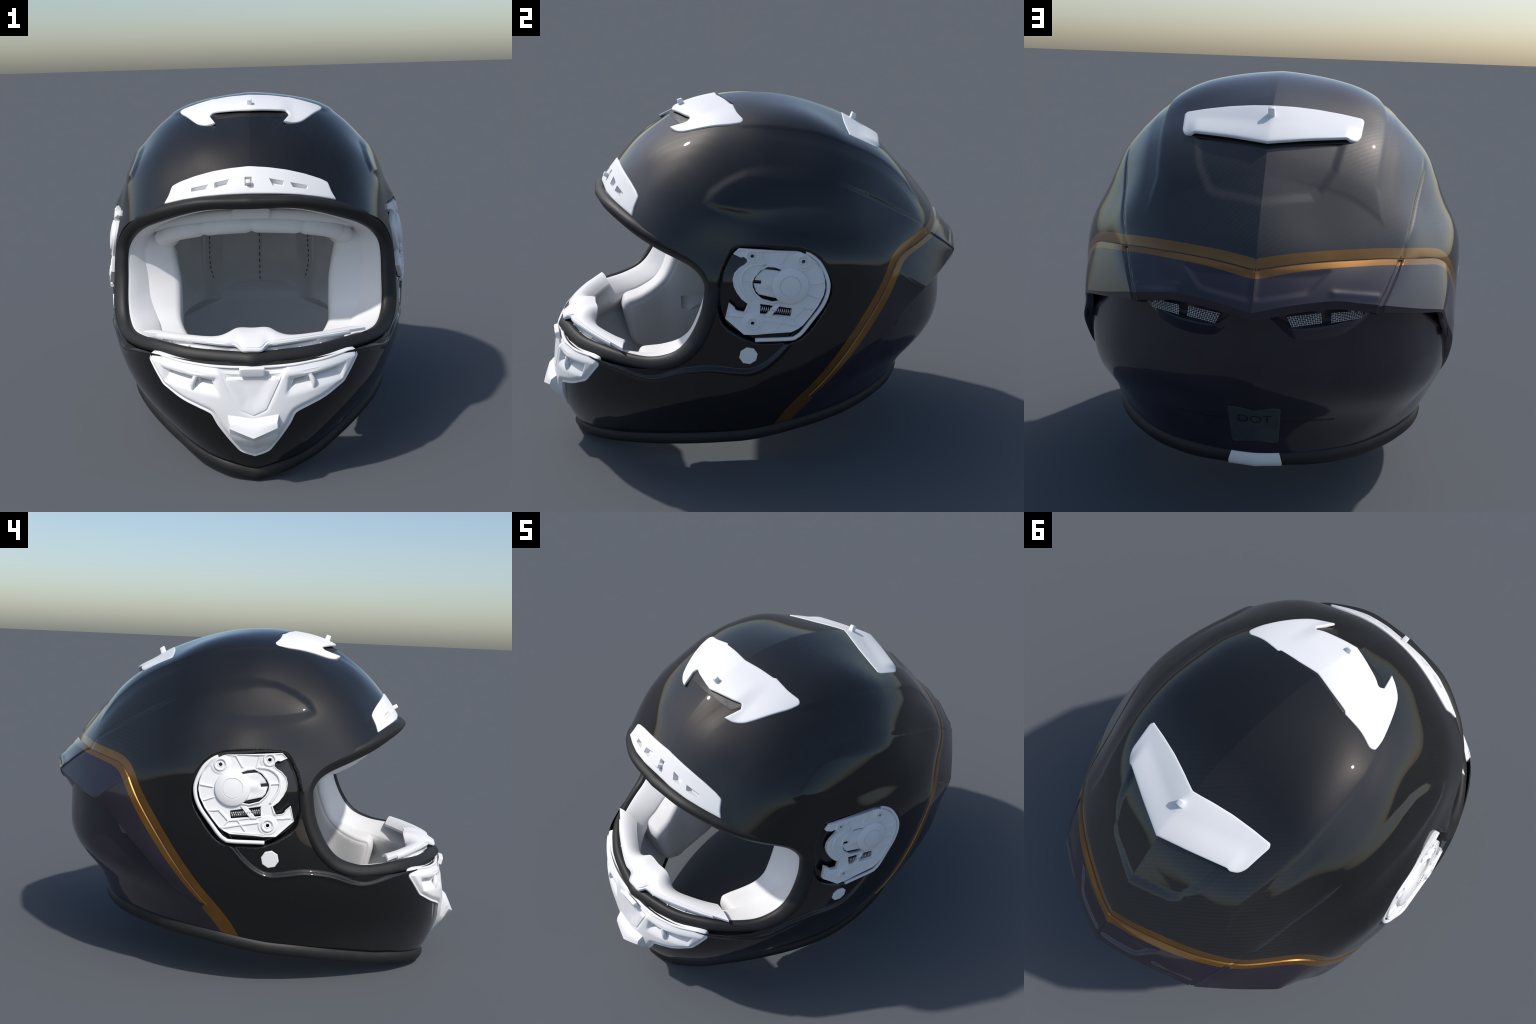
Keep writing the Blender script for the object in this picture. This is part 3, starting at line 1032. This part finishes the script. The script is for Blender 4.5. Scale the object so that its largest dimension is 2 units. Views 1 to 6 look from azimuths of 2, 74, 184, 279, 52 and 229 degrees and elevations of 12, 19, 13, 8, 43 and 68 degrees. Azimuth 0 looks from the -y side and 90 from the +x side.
# ---- chin vent -----------------------------------------------------------------
def build_chin_vent():
    fr = ShellFrame((0, -.92, .36))
    half = [(0, -.915, .516), (.144, -.907, .520), (.30, -.862, .533), (.395, -.808, .545), (.425, -.783, .541), (.436, -.783, .513), (.412, -.81, .470), (.376, -.837, .418),
            (.29, -.872, .378), (.2, -.912, .342), (.170, -.926, .325), (.152, -.928, .285), (.12, -.925, .235), (.063, -.912, .150), (.04, -.912, .138), (0, -.91, .126)]
    radius = [0, .03, .03, .02, .012, .012, .03, .012, .03, .02, .012, .012, .03, .015, .01, .0]
    out = rounded(fr.flat(mirror_outline(half)), radius + radius[::-1][1:-1], 4)

    def on_form(pts):
        """Keep (x, z), slide y onto the plain chin."""
        q = np.array(pts, float)
        for _ in range(6):
            d = directions(q)
            q[:, 1] = (ORIGIN + d * base_radius(d)[:, None])[:, 1]
        return q
    flat2 = lambda pts: fr.flat(on_form(pts))

    def pair(pts):
        pts = np.array(pts)
        return [fr.flat(pts), fr.flat(pts * [-1, 1, 1])]
    pockets = pair([(.138, -.920, .484), (.386, -.827, .508), (.368, -.843, .436), (.273, -.897, .420), (.125, -.939, .395)])
    openA = pair([(.168, -.920, .460), (.222, -.907, .473), (.218, -.912, .440), (.152, -.928, .424)])
    openB = pair([(.246, -.898, .474), (.350, -.854, .490), (.344, -.859, .468), (.250, -.900, .448)])
    tablet = flat2([(.133, -.914, .512), (.108, -.926, .467), (.055, -.942, .360), (.045, -.94, .352), (0, -.945, .333), (-.045, -.94, .352), (-.055, -.942, .360),
                    (-.108, -.926, .467), (-.133, -.914, .512)])
    shelf = flat2([(.14, -.914, .530), (.112, -.926, .472), (-.112, -.926, .472), (-.14, -.914, .530)])
    nose = flat2([(.098, -.95, .338), (.098, -.95, .262), (.082, -.93, .212), (.058, -.91, .170), (0, -.91, .152), (-.058, -.91, .170), (-.082, -.93, .212),
                  (-.098, -.95, .262), (-.098, -.95, .338), (0, -.95, .324)])
    def h(uv):
        p = fr.solid(uv, np.zeros(len(uv)))
        x, z = np.abs(p[:, 0]), p[:, 2]
        # body swells towards the nose
        lift = np.interp(z, [.12, .16, .22, .28, .34, .42, .51], [.004, .006, .012, .016, .016, .012, .010])
        lift = lift * smooth(.55, .15, x) * .6 + lift * .4
        edge = seg_dist(uv, out, True)
        lift += .009 * smooth(.012, .032, edge) * smooth(.17, .26, z)
        lift -= .004 * np.exp(-((edge - .010) / .004) ** 2)
        s = np.maximum(signed(uv, pockets[0]), signed(uv, pockets[1]))
        lift -= .030 * smooth(0, .045, s)
        for q in openA + openB:
            lift -= .030 * smooth(0, .006, signed(uv, q))
        s = signed(uv, tablet)
        lift -= .005 * np.exp(-(s / .0035) ** 2)
        lift -= .012 * smooth(0, .06, s)
        lift -= .010 * smooth(0, .007, signed(uv, shelf)) * (s > 0)
        ridge = .288 + .25 * x
        prof = np.interp(z - ridge, [-.135, -.10, -.055, -.028, 0, .018, .036, .06], [0, .008, .026, .036, .058, .044, .024, .006])
        lift += prof * (1 - .42 * np.clip(x / .1, 0, 1)) * smooth(-.001, .008, signed(uv, nose))
        return lift
    loops = [tablet, inset(tablet, .005), inset(tablet, -.005), inset(nose, -.001), inset(nose, .008)]
    for q in openA + openB:
        loops += [q, inset(q, .006)]
    ridge_line = flat2([(x, -.95, .288 + .25 * abs(x)) for x in np.linspace(-.09, .09, 19)])
    loops += [inset(out, k) for k in (.007, .010, .013, .020, .030)]
    v, f = relief(out, fr.solid, h, .020, .0075, .005, loops, [ridge_line])
    ob = part("chin_vent", v, f, (WHITE,), angle=30)
    bv, bf = box(np.array([0, -.925, .503]), (.105, .036, .020), np.array([1., 0, 0]), unit(np.array([0, -.2, 1.])), unit(np.array([0, -1., -.2])), .96)
    part("vent_latch", bv, bf, (WHITE,), ob)
    # rounded post across each pocket
    ends = on_form([(.226, -.9, .482), (.238, -.9, .455), (.240, -.9, .425)])
    dd = directions(ends)
    path = spline(ORIGIN + dd * (base_radius(dd) + np.array([.012, .014, .010]))[:, None], 14)
    v, f = tube(path, .011 * np.sin(np.linspace(.25, .75, 14) * math.pi), 10)
    me = make_mesh("vent_post", v, f, (WHITE,))
    finish(me, 60)
    add_pair("vent_post", me, ob)


build_brow_vent()
build_top_vent()
build_rear_vent()
build_chin_vent()


# ----------------------------------------------------------------------------
# 11. VISOR PIVOT PLATES (right one modelled in side view (y, z), left mirrored)
# ----------------------------------------------------------------------------
def pivot_x(y, z):
    return .185 * y - .16 * z + .838


PLATE_N = unit(np.array([1, -.185, .16]))


def pivot_place(yz, lift):
    p = np.c_[pivot_x(yz[:, 0], yz[:, 1]), yz]
    return p + lift[:, None] * PLATE_N


def circle(c, r, n=28, a0=0.0):
    a = np.linspace(0, 2 * math.pi, n, endpoint=False) + a0
    return np.c_[c[0] + r * np.cos(a), c[1] + r * np.sin(a)]


PLATE = [(.005, 1.035), (-.061, 1.038), (-.218, 1.050), (-.240, 1.029), (-.214, 1.015), (-.201, 1.017), (-.190, 1.008), (-.189, .995), (-.199, .985), (-.220, .973),
         (-.240, .952), (-.248, .926), (-.245, .900), (-.234, .874), (-.216, .848), (-.193, .829), (-.208, .796), (-.234, .801), (-.242, .807), (-.245, .816),
         (-.266, .835), (-.283, .772), (-.213, .705), (-.164, .703), (-.123, .706), (-.025, .710), (.001, .722), (.021, .736), (.052, .772), (.084, .814), (.107, .857),
         (.115, .890), (.113, .923), (.103, .960), (.082, .990), (.051, 1.017), (.023, 1.031)]
RAIL = [(.042, 1.026), (.062, 1.018), (.093, .990), (.114, .952), (.126, .915), (.128, .886), (.120, .849), (.098, .806), (.054, .750), (.019, .707), (-.005, .688), (-.034, .680), (-.169, .679)]
SCREWS = [(.031, .994), (-.168, 1.020), (-.177, .751)]
RIBS = [((-.030, 1.031), (-.059, .986)), ((-.125, 1.03), (-.115, .985)), ((.111, .909), (.057, .901)), ((.099, .841), (.049, .859)), ((.074, .802), (.022, .806)), ((.023, .804), (-.017, .767)), ((.013, .726), (-.017, .765)),
        ((-.054, .768), (-.086, .726)), ((-.173, .920), (-.216, .924)), ((.013, .736), (-.138, .761)), ((-.217, .778), (-.280, .786)), ((-.021, .765), (-.147, .787)),
        ((-.20, .80), (-.19, .83)), ((.0, .72), (-.16, .712))]
WINDOW = [(-.055, .963), (-.080, .973), (-.109, .977), (-.139, .962), (-.162, .937), (-.172, .916), (-.171, .897), (-.160, .871), (-.136, .848), (-.096, .836), (-.060, .84), (-.03, .90)]
TONGUE = [(-.03, .95), (-.080, .961), (-.126, .967), (-.155, .941), (-.168, .912), (-.160, .88), (-.149, .866), (-.085, .850), (-.03, .855)]
SLOT = [(-.136, .921), (-.169, .925), (-.170, .911), (-.139, .908)]
SPRING_BAY = [(-.020, .806), (-.144, .827), (-.147, .788), (-.026, .774)]
BRACE = [(-.061, .826), (-.086, .827), (-.131, .777), (-.106, .775)]
CRESCENT = [(-.126, .987), (-.170, .982), (-.205, .958), (-.216, .925), (-.209, .888), (-.183, .843)]


def build_pivot_plate():
    cap_c = (-.024, .897)

    def h(q):
        z = np.zeros(len(q))
        z += .0045 * smooth(.006, .002, seg_dist(q, PLATE, True))        # raised border
        for a, b in RIBS:
            z = np.maximum(z, .0055 * smooth(.004, .0015, seg_dist(q, [a, b])))
        d = seg_dist(q, WINDOW, True)
        z = np.maximum(z, .010 * smooth(.009, .003, d))                  # ring around the window
        z = np.maximum(z, .008 * smooth(.006, .002, seg_dist(q, spline(np.array(CRESCENT), 30))))
        arm = inside(q, CRESCENT + WINDOW[6:3:-1])
        for s in SCREWS:
            r = np.hypot(q[:, 0] - s[0], q[:, 1] - s[1])
            z = np.maximum(z, .004 * smooth(.042, .037, r))
            z = np.maximum(z, .010 * smooth(.029, .025, r))
            z -= .008 * smooth(.021, .018, r) * (r > .0)
            z += .006 * smooth(.015, .010, r) * (r > .0)
        return z
    holes = [circle(s, .0075, 14) for s in SCREWS] + [np.array(WINDOW[::-1]), np.array(SPRING_BAY)]
    loops = [circle(s, r, 26) for s in SCREWS for r in (.042, .037, .029, .025, .021, .018, .014)]
    loops += [inset(WINDOW, -.004), inset(WINDOW, -.009), inset(PLATE, .002), inset(PLATE, .006)]
    lines = []
    for a, b in RIBS:
        a, b = np.array(a), np.array(b)
        n = unit(np.array([-(b - a)[1], (b - a)[0]]))
        for k in (-.004, -.0015, .0015, .004):
            lines.append(np.array([a + n * k, b + n * k]))
    cr = spline(np.array(CRESCENT), 30)
    nc = np.gradient(cr, axis=0)
    nc = unit(np.c_[-nc[:, 1], nc[:, 0]])
    lines += [cr + nc * k for k in (-.006, -.002, .002, .006)]
    loops2 = []
    for lp in loops:      # keep helper loops inside the plate
        if inside(lp, PLATE).all():
            loops2.append(lp)
    lines = [l for l in lines if inside(l, PLATE).all()]
    v, f = relief(np.array(PLATE), pivot_place, h, .020, .0045, .002, loops2, lines, holes)
    plate = make_mesh("pivot_plate", v, f, (WHITE,))
    finish(plate, 30)
    a, b = add_pair("pivot_plate", plate)
    for ob, sx in ((a, 1), (b, -1)):
        def child(name, v, f, mat, angle=35):
            v = np.array(v) * [sx, 1, 1]
            me = make_mesh(name, v, f, (mat,))
            finish(me, angle)
            return add(name, me, ob)
        # hub: two-stage round cap with a groove
        prof = [(.0, -.018), (.074, -.018), (.0745, .006), (.072, .012), (.067, .015), (.044, .0195), (.0425, .0165), (.0405, .0165), (.0395, .0195), (.02, .0215), (.0, .022)]
        c = np.array([pivot_x(*cap_c), *cap_c])
        e1 = unit(np.cross(PLATE_N, [0, 0, 1.]))
        e2 = np.cross(PLATE_N, e1)
        ang = np.linspace(0, 2 * math.pi, 56, endpoint=False)
        rings = [c + PLATE_N * hh + max(r, 1e-4) * (np.cos(ang)[:, None] * e1 + np.sin(ang)[:, None] * e2) for r, hh in prof]
        v, f = loft(rings, True, False, True)
        child("pivot_hub", v, f, WHITE, 30)
        v, f = relief(np.array(TONGUE), pivot_place, lambda q: .002 + .006 * smooth(.03, .0, np.abs(q[:, 1] - .908)) * smooth(-.165, -.10, q[:, 0]), .012, .008, .004, (), (), [np.array(SLOT)])
        child("pivot_tongue", v, f, WHITE)
        v, f = relief(np.array(BRACE), pivot_place, lambda q: np.full(len(q), .006), .012, .01, .002)
        child("spring_brace", v, f, WHITE)
        # compression spring
        s0, s1 = np.array([-.026, .792]), np.array([-.144, .808])
        t = np.linspace(0, 1, 260)
        yz = s0 + (s1 - s0) * t[:, None]
        cc_ = pivot_place(yz, np.full(len(t), -.004))
        up = unit(np.array([0, .13, 1.0]))
        sp = cc_ + .010 * (np.cos(t * 2 * math.pi * 15)[:, None] * up + np.sin(t * 2 * math.pi * 15)[:, None] * PLATE_N)
        v, f = tube(sp, .0016, 6)
        child("spring", v, f, STEEL, 60)
        # trim rail behind the plate
        r = spline(np.array(RAIL), 90)
        v, f = tube(pivot_place(r, np.full(len(r), -.009)), .0085, 12)
        child("trim_rail", v, f, WHITE, 60)
    # octagonal plug below the plate
    oc = np.array([-.192, .606])
    d0 = directions(np.array([[.69, oc[0], oc[1]]]))
    for _ in range(8):
        q = shell_point(d0)[0]
        d0 = directions(np.array([[q[0], oc[0], oc[1]]]))
    q, n = shell_point(d0)[0], shell_normal(d0)[0]
    e1 = unit(np.cross(n, [0, 0, 1.]))
    e2 = np.cross(n, e1)
    a8 = np.linspace(0, 2 * math.pi, 8, endpoint=False) + math.radians(10)
    rings = [q + n * hh + r * (np.cos(a8)[:, None] * e1 + np.sin(a8)[:, None] * e2) for r, hh in ((.038, -.01), (.038, .003), (.035, .005), (.001, .0055))]
    v, f = loft(rings, True, False, True)
    me = make_mesh("octagonal_plug", v, f, (WHITE,))
    finish(me, 20)
    add_pair("octagonal_plug", me)


build_pivot_plate()


# ----------------------------------------------------------------------------
# 12. INSIDE: liner, cheek pads, brow pad, chin guard
# ----------------------------------------------------------------------------
INNER_RING = [(0, -.565, 1.105), (.16, -.555, 1.098), (.27, -.51, 1.072), (.36, -.44, 1.035), (.42, -.34, .99), (.448, -.25, .94), (.45, -.262, .88), (.453, -.28, .775),
              (.455, -.298, .71), (.452, -.322, .655), (.443, -.36, .60), (.43, -.42, .56), (.405, -.50, .53), (.345, -.62, .51), (.2, -.735, .50), (0, -.785, .49)]


def build_eye_band():
    o, i = spline(EYE_INNER, 110), spline(INNER_RING, 110)
    o = np.vstack([o, (o * [-1, 1, 1])[::-1][1:-1]])
    i = np.vstack([i, (i * [-1, 1, 1])[::-1][1:-1]])
    face = unit(np.array([0, -.88, .25]) * np.ones_like(o))
    t = unit(np.roll(o, -1, 0) - np.roll(o, 1, 0))
    n = unit(np.cross(t, i - o))
    n *= np.sign(np.sum(n * -(o - np.array([0, -.45, .82])), 1, keepdims=True))
    rows = []
    for k in np.linspace(0, 1, 14):
        bulge = .006 * (1 - abs(2 * k - 1) ** 3.0)
        rows.append((o * (1 - k) + i * k) + n * bulge)
    rows.insert(0, o - n * .02 + (o - i) * .1)
    rows.append(i - n * .03 + (i - o) * .12)
    v, f = loft(np.stack(rows, 1), False, True)
    part("eye_port_padding", v, f, (PAD,), angle=60)


def build_liner():
    ring = spline(INNER_RING, 90)
    rim = spline(RIM, 120)
    c_eye, c_rim = chart(ring), chart(rim)
    c_eye[0, 0] = c_eye[-1, 0] = c_rim[0, 0] = c_rim[-1, 0] = 0
    outline = np.vstack([c_eye[:1], np.linspace(c_eye[0], c_rim[-1], 120)[1:-1], c_rim[::-1], np.linspace(c_rim[0], c_eye[-1], 20)[1:-1], c_eye[::-1][:-1]])
    v, f = fill(outline, spacing=.02)
    d = unchart(v)
    base = base_radius(d)
    p0 = ORIGIN + d * base[:, None]
    inner = base - .20 - .11 * smooth(.25, .5, p0[:, 0]) * smooth(1.1, .9, p0[:, 2])
    # padded panels: grooves run from front to back, a fold above the neck
    for gx in (0.0, .27, .47):
        inner += .010 * np.exp(-((p0[:, 0] - gx) / .012) ** 2) * smooth(.55, .62, p0[:, 2])
    r_eye = np.linalg.norm(ring - ORIGIN, axis=1)
    dist = np.linalg.norm(v[:, None] - c_eye[None], axis=2)
    j = dist.argmin(1)
    k = smooth(0, .12, dist.min(1))
    r = r_eye[j] * (1 - k) + inner * k
    # chin bar wall stays close to the shell
    front = smooth(-.35, -.6, p0[:, 1]) * smooth(.56, .50, p0[:, 2])
    r = r * (1 - front * k) + (base - .10) * front * k
    # turn back out to the neck roll along the rim
    er = smooth(.05, 0, seg_dist(v, c_rim))
    r = r * (1 - er) + (base - .075) * er
    p = ORIGIN + d * r[:, None]
    p[np.abs(v[:, 0]) < 1e-9, 0] = 0
    vv, ff, _ = both_sides(p, [tuple(x[::-1]) for x in f])
    me = make_mesh("liner", vv, ff, (PAD,))
    finish(me, 60)
    me.flip_normals()
    add("liner", me)


CHEEK = [(-.285, .95), (-.305, .85), (-.312, .76), (-.330, .70), (-.352, .646), (-.378, .595), (-.425, .555), (-.50, .525), (-.585, .515), (-.60, .47), (-.56, .28), (-.45, .19), (-.2, .20),
         (-.0, .26), (.02, .40), (.0, .48), (-.01, .70), (-.04, .90), (-.12, .955)]


def build_cheek_pads():
    out = rounded(np.array(CHEEK), .03, 4)
    slot = [(-.295, .485), (-.12, .455), (-.12, .385), (-.29, .41)]

    def place(q, lift):
        x = .335 + .10 * smooth(-.33, .1, q[:, 0]) - .075 * smooth(-.35, -.58, q[:, 0]) + .03 * smooth(.7, .95, q[:, 1])
        return np.c_[x - lift, q]

    def h(q):
        z = np.zeros(len(q))
        d = seg_dist(q, out, True)
        z -= .004 * np.exp(-((d - .030) / .005) ** 2)
        z -= .06 * smooth(0, .015, signed(q, slot))
        return z
    v, f = relief(out, place, h, .16, .016, .034, [slot, inset(slot, .015), inset(out, .024), inset(out, .030), inset(out, .036)])
    me = make_mesh("cheek_pad", v, f, (PAD,))
    finish(me, 50)
    add_pair("cheek_pad", me)


def build_brow_pad():
    """Two stitched rolls under the brow, in four segments, with a centre tab."""
    line = [(.40, -.25, .91), (.385, -.345, .948), (.31, -.438, .988), (.165, -.497, 1.016), (0, -.512, 1.026)]
    p = spline(line, 46)
    p = np.vstack([p, (p * [-1, 1, 1])[::-1][1:]])
    s = np.r_[0, np.cumsum(np.linalg.norm(np.diff(p, axis=0), axis=1))]
    s = s / s[-1]
    t = unit(np.gradient(p, axis=0))
    inward = unit(np.cross([0, 0, 1.], t))
    inward *= np.sign(np.sum(inward * -p * [1, 1, 0], 1, keepdims=True))
    up = np.cross(t, inward)
    up *= np.sign(up[:, 2:3])
    ang = np.linspace(0, 2 * math.pi, 22, endpoint=False)
    cuts = np.array([.0, .13, .31, .5, .69, .87, 1.0])
    pinch = np.min(np.abs(s[:, None] - cuts[None]), 1)
    k = .80 + .20 * smooth(0, .02, pinch)
    rings = p[:, None] + (np.cos(ang) * .055)[None, :, None] * inward[:, None] * k[:, None, None] + (np.sin(ang) * .040)[None, :, None] * up[:, None] * k[:, None, None]
    v, f = loft(rings, True, False, True)
    ob = part("brow_pad", v, f, (PAD,), angle=60)
    q = p + up * .046 - inward * .030
    rings = q[:, None] + (np.cos(ang) * .030)[None, :, None] * inward[:, None] + (np.sin(ang) * .026)[None, :, None] * up[:, None]
    v, f = loft(rings, True, False, True)
    part("brow_strip", v, f, (PAD,), ob, angle=60)
    bv, bf = box(np.array([0, -.57, 1.076]), (.165, .042, .03), np.array([1., 0, 0]), unit(np.array([0, .35, 1.])), unit(np.array([0, -1., .35])), .97)
    part("brow_tab", bv, bf, (PAD,), ob, angle=60)


def build_chin_guard():
    outer = [(0, -.885, .580), (.035, -.882, .581), (.062, -.848, .593), (.11, -.843, .596), (.22, -.805, .597), (.35, -.745, .594), (.471, -.677, .589)]
    inner = [(0, -.745, .622), (.07, -.742, .620), (.12, -.755, .585), (.16, -.755, .576), (.22, -.728, .573), (.29, -.69, .573), (.348, -.652, .574)]
    o, i = spline(outer, 60) + [0, 0, .012], spline(inner, 60) + [0, 0, .008]
    o = np.vstack([(o * [-1, 1, 1])[::-1][:-1], o])
    i = np.vstack([(i * [-1, 1, 1])[::-1][:-1], i])
    up = np.array([0, 0, 1.])
    rows = []
    for k in np.linspace(0, 1, 10):
        rows.append(o * (1 - k) + i * k + up * .012 * (1 - (2 * k - 1) ** 2))
    low = [r - up * .012 for r in rows[::-1]]
    v, f = loft(np.stack(rows + low, 1), True, False, True)
    ob = part("chin_guard", v, f, (WHITE,), angle=40)
    # lower lip that follows the guard
    lip = [(0, -.892, .566), (.04, -.890, .567), (.068, -.862, .580), (.12, -.856, .583), (.22, -.818, .584), (.33, -.765, .582), (.405, -.72, .579)]
    l = spline(lip, 60) + [0, 0, .014]
    l = np.vstack([(l * [-1, 1, 1])[::-1][:-1], l])
    n = unit(np.array([0, -.65, .70]) - l) * [1, 1, 0]
    sec = [(0, .007), (.03, .007), (.03, -.007), (0, -.007), (-.003, 0)]
    rings = np.stack([l + n * a + up * b for a, b in sec], 1)
    v, f = loft(rings, True, False, True)
    part("guard_lip", v, f, (WHITE,), ob, angle=40)
    # louvred wall below the lip
    pieces = []
    w = spline([(0, -.862, .53), (.12, -.845, .535), (.25, -.795, .54), (.38, -.715, .545)], 50)
    w = np.vstack([(w * [-1, 1, 1])[::-1][:-1], w])
    rings = np.stack([w + up * .045, w - up * .03], 1)
    pieces.append(loft(rings, False))
    for k in range(6, len(w) - 4, 11):
        c = w[k]
        t = unit(w[k + 1] - w[k - 1])
        out = np.array([t[1], -t[0], 0])
        out *= np.sign(out @ (c - [0, -.5, c[2]]))
        pieces.append(box(c + out * .006, (.005, .07, .02), t, up, out, 1.0))
    v, f, _ = join(pieces)
    part("guard_louvres", v, f, (WHITE,), ob, angle=40)


def build_neck_pad():
    def half_ring(y0, z):
        return [(0, y0, z), (.41 * y0, .94 * y0, z), (.75 * y0, .72 * y0, z), (.90 * y0 + .02, .38 * y0, z), (.95 * y0 + .03, -.08, z)]
    profile = [(.50, .57), (.455, .52), (.42, .51), (.36, .475), (.30, .44), (.26, .405), (.23, .377), (.20, .360), (.175, .356), (.15, .366), (.142, .40), (.19, .48),
               (.24, .52), (.28, .55)]
    rows = []
    for z, y0 in profile:
        h = spline(half_ring(y0, z), 50)
        rows.append(np.vstack([(h * [-1, 1, 1])[::-1][:-1], h]))
    dense = [spline(np.array([r[k] for r in rows]), 36) for k in range(len(rows[0]))]
    v, f = loft(np.stack(dense, 0), False)
    part("neck_pad", v, f, (PAD,), angle=60)


build_neck_pad()
build_eye_band()
build_liner()
def build_liner_stitching():
    """Dashed seams of the head liner, a row of short stitches each."""
    pieces = []
    for sx in (-.29, 0.0, .29):
        for z in np.arange(.52, 1.02, .030):
            q = directions(np.array([[sx, .55, z], [sx * .995, .55, z + .016]]))
            w = ORIGIN + q * (base_radius(q) - .203 - .11 * smooth(.25, .5, np.abs(ORIGIN + q * base_radius(q)[:, None])[:, 0]))[:, None]
            pieces.append(tube(w, .0022, 6))
    v, f, _ = join(pieces)
    ob = part("liner_stitching", v, f, (DARK,), angle=60)
    ob["kind"] = "stuff"


build_liner_stitching()
build_cheek_pads()
build_brow_pad()
build_chin_guard()


# ----------------------------------------------------------------------------
# 13. EXHAUST SCOOPS AND GRILLES UNDER THE SPOILER
# ----------------------------------------------------------------------------
def build_exhaust():
    lip = [(.405, .77, .862), (.371, .805, .845), (.320, .842, .817), (.249, .876, .798), (.139, .905, .789), (.099, .913, .807), (.068, .915, .828), (.03, .905, .842)]
    l = spline(lip, 60) + [0, 0, .014]
    dl = directions(l)
    base = shell_point(dl)
    fade = np.sin(np.linspace(0, math.pi, 60)) ** .5
    rows = []
    for dz, lift in ((-.055, -.004), (-.035, .008), (-.012, .024), (-.002, .028), (.004, .024), (.006, .010), (.004, -.006)):
        q = directions(base + np.array([0, 0, dz])[None] * fade[:, None])
        rows.append(shell_point(q, lift * fade - .003))
    v, f = loft(np.stack(rows, 1), False)
    me = make_mesh("exhaust_scoop", v, f, (VIOLET,))
    finish(me, 45)
    a, b = add_pair("exhaust_scoop", me)
    for quad in ([(.104, .905, .848), (.205, .876, .857), (.209, .876, .822), (.120, .902, .812)],
                 [(.240, .865, .856), (.338, .808, .853), (.332, .815, .828), (.240, .866, .822)]):
        q = np.array(quad)
        q += np.array([0, .012, 0])
        pieces = []
        ucount, vcount = 14, 6
        for k in range(ucount):
            s = k / (ucount - 1)
            p0, p1 = q[0] * (1 - s) + q[1] * s, q[3] * (1 - s) + q[2] * s
            t = np.linspace(0, 1, 14)[:, None]
            w = p0 * (1 - t) + p1 * t
            w[:, 1] += .0016 * np.sin(t[:, 0] * math.pi * vcount + k * math.pi)
            pieces.append(tube(w, .0014, 5))
        for k in range(vcount):
            s = (k + .5) / vcount
            p0, p1 = q[0] * (1 - s) + q[3] * s, q[1] * (1 - s) + q[2] * s
            t = np.linspace(0, 1, 28)[:, None]
            w = p0 * (1 - t) + p1 * t
            w[:, 1] -= .0016 * np.sin(t[:, 0] * math.pi * ucount + k * math.pi)
            pieces.append(tube(w, .0014, 5))
        v, f, _ = join(pieces)
        me = make_mesh("exhaust_grille", v, f, (STEEL,))
        for ob in add_pair("exhaust_grille", me):
            ob["kind"] = "stuff"


build_exhaust()


# ----------------------------------------------------------------------------
# 14. SMALL FITTINGS ON THE BACK: label, black strips beside it, wing louvres
# ----------------------------------------------------------------------------
LABEL, nt, b = material("label_film", (.02, .022, .028), .5, 1.0, .05)
mottled(nt, b, (.030, .034, .042), (.040, .045, .055), 40)


def build_back_fittings():
    fr = ShellFrame((0, .80, .42), shell_radius)
    quad = fr.flat(np.array([(.088, .80, .50), (-.088, .80, .50), (-.080, .72, .335), (.080, .72, .335)]))
    v, f = relief(rounded(quad, .015, 4), fr.solid, lambda uv: np.full(len(uv), .0018), .004, .02, .001)
    label = part("certification_label", v, f, (LABEL,))
    # raised lettering on the label
    cu = bpy.data.curves.new("label_lettering", "FONT")
    cu.body = "DOT"
    cu.size = .055
    cu.extrude = .0008
    cu.align_x = "CENTER"
    cu.align_y = "CENTER"
    ob = bpy.data.objects.new("label_lettering", cu)
    SCENE.collection.objects.link(ob)
    deps = bpy.context.evaluated_depsgraph_get()
    deps.update()
    me = bpy.data.meshes.new_from_object(ob.evaluated_get(deps))
    bpy.data.objects.remove(ob)
    co = np.empty(len(me.vertices) * 3)
    me.vertices.foreach_get("co", co)
    co = co.reshape(-1, 3)
    anchor = directions(np.array([[0, .78, .44]]))
    a0 = shell_point(anchor)[0]
    n = shell_normal(anchor)[0] * [0, 1, 1]
    n = unit(n)
    up = unit(np.cross([-1., 0, 0], n) * -1)
    up *= np.sign(up[2])
    flat = a0 + co[:, :1] * np.array([-1., 0, 0]) + co[:, 1:2] * up
    dd = directions(flat)
    new = ORIGIN + dd * (shell_radius(dd) + .0022 + co[:, 2])[:, None]
    me.vertices.foreach_set("co", new.ravel())
    me.materials.clear()
    me.materials.append(DARK)
    me.update()
    add("label_lettering", me, label)
    # narrow black strips laid on the shell beside the label, imitating recessed grooves
    s = fr.flat(np.array([(-.098, .78, .436), (-.18, .76, .436), (-.27, .72, .432), (-.27, .72, .426), (-.18, .76, .422), (-.098, .78, .421)]))
    v, f = relief(s, fr.solid, lambda uv: np.full(len(uv), .0015), .004, .02, .001)
    me = make_mesh("collar_black_strip", v, f, (DARK,))
    finish(me)
    add_pair("collar_black_strip", me)
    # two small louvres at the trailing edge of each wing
    pieces = []
    for tip, root, low, lift in (((.668, .362, .655), (.650, .475, .700), (.655, .455, .665)  , .006),
                                 ):
        tip, root, low = map(np.array, (tip, root, low))
        out = np.array([.9, .35, .1]) * lift
        v = np.array([tip, root, low, root + out * .6, low + out, tip + out * .25])
        f = [(0, 1, 3, 5), (5, 3, 4), (0, 5, 4, 2), (1, 2, 4, 3), (0, 2, 1)]
        pieces.append((v, f))
    v, f, _ = join(pieces)
    me = make_mesh("wing_louvre", v, f, (VIOLET,))
    finish(me, 20)
    add_pair("wing_louvre", me)


build_back_fittings()
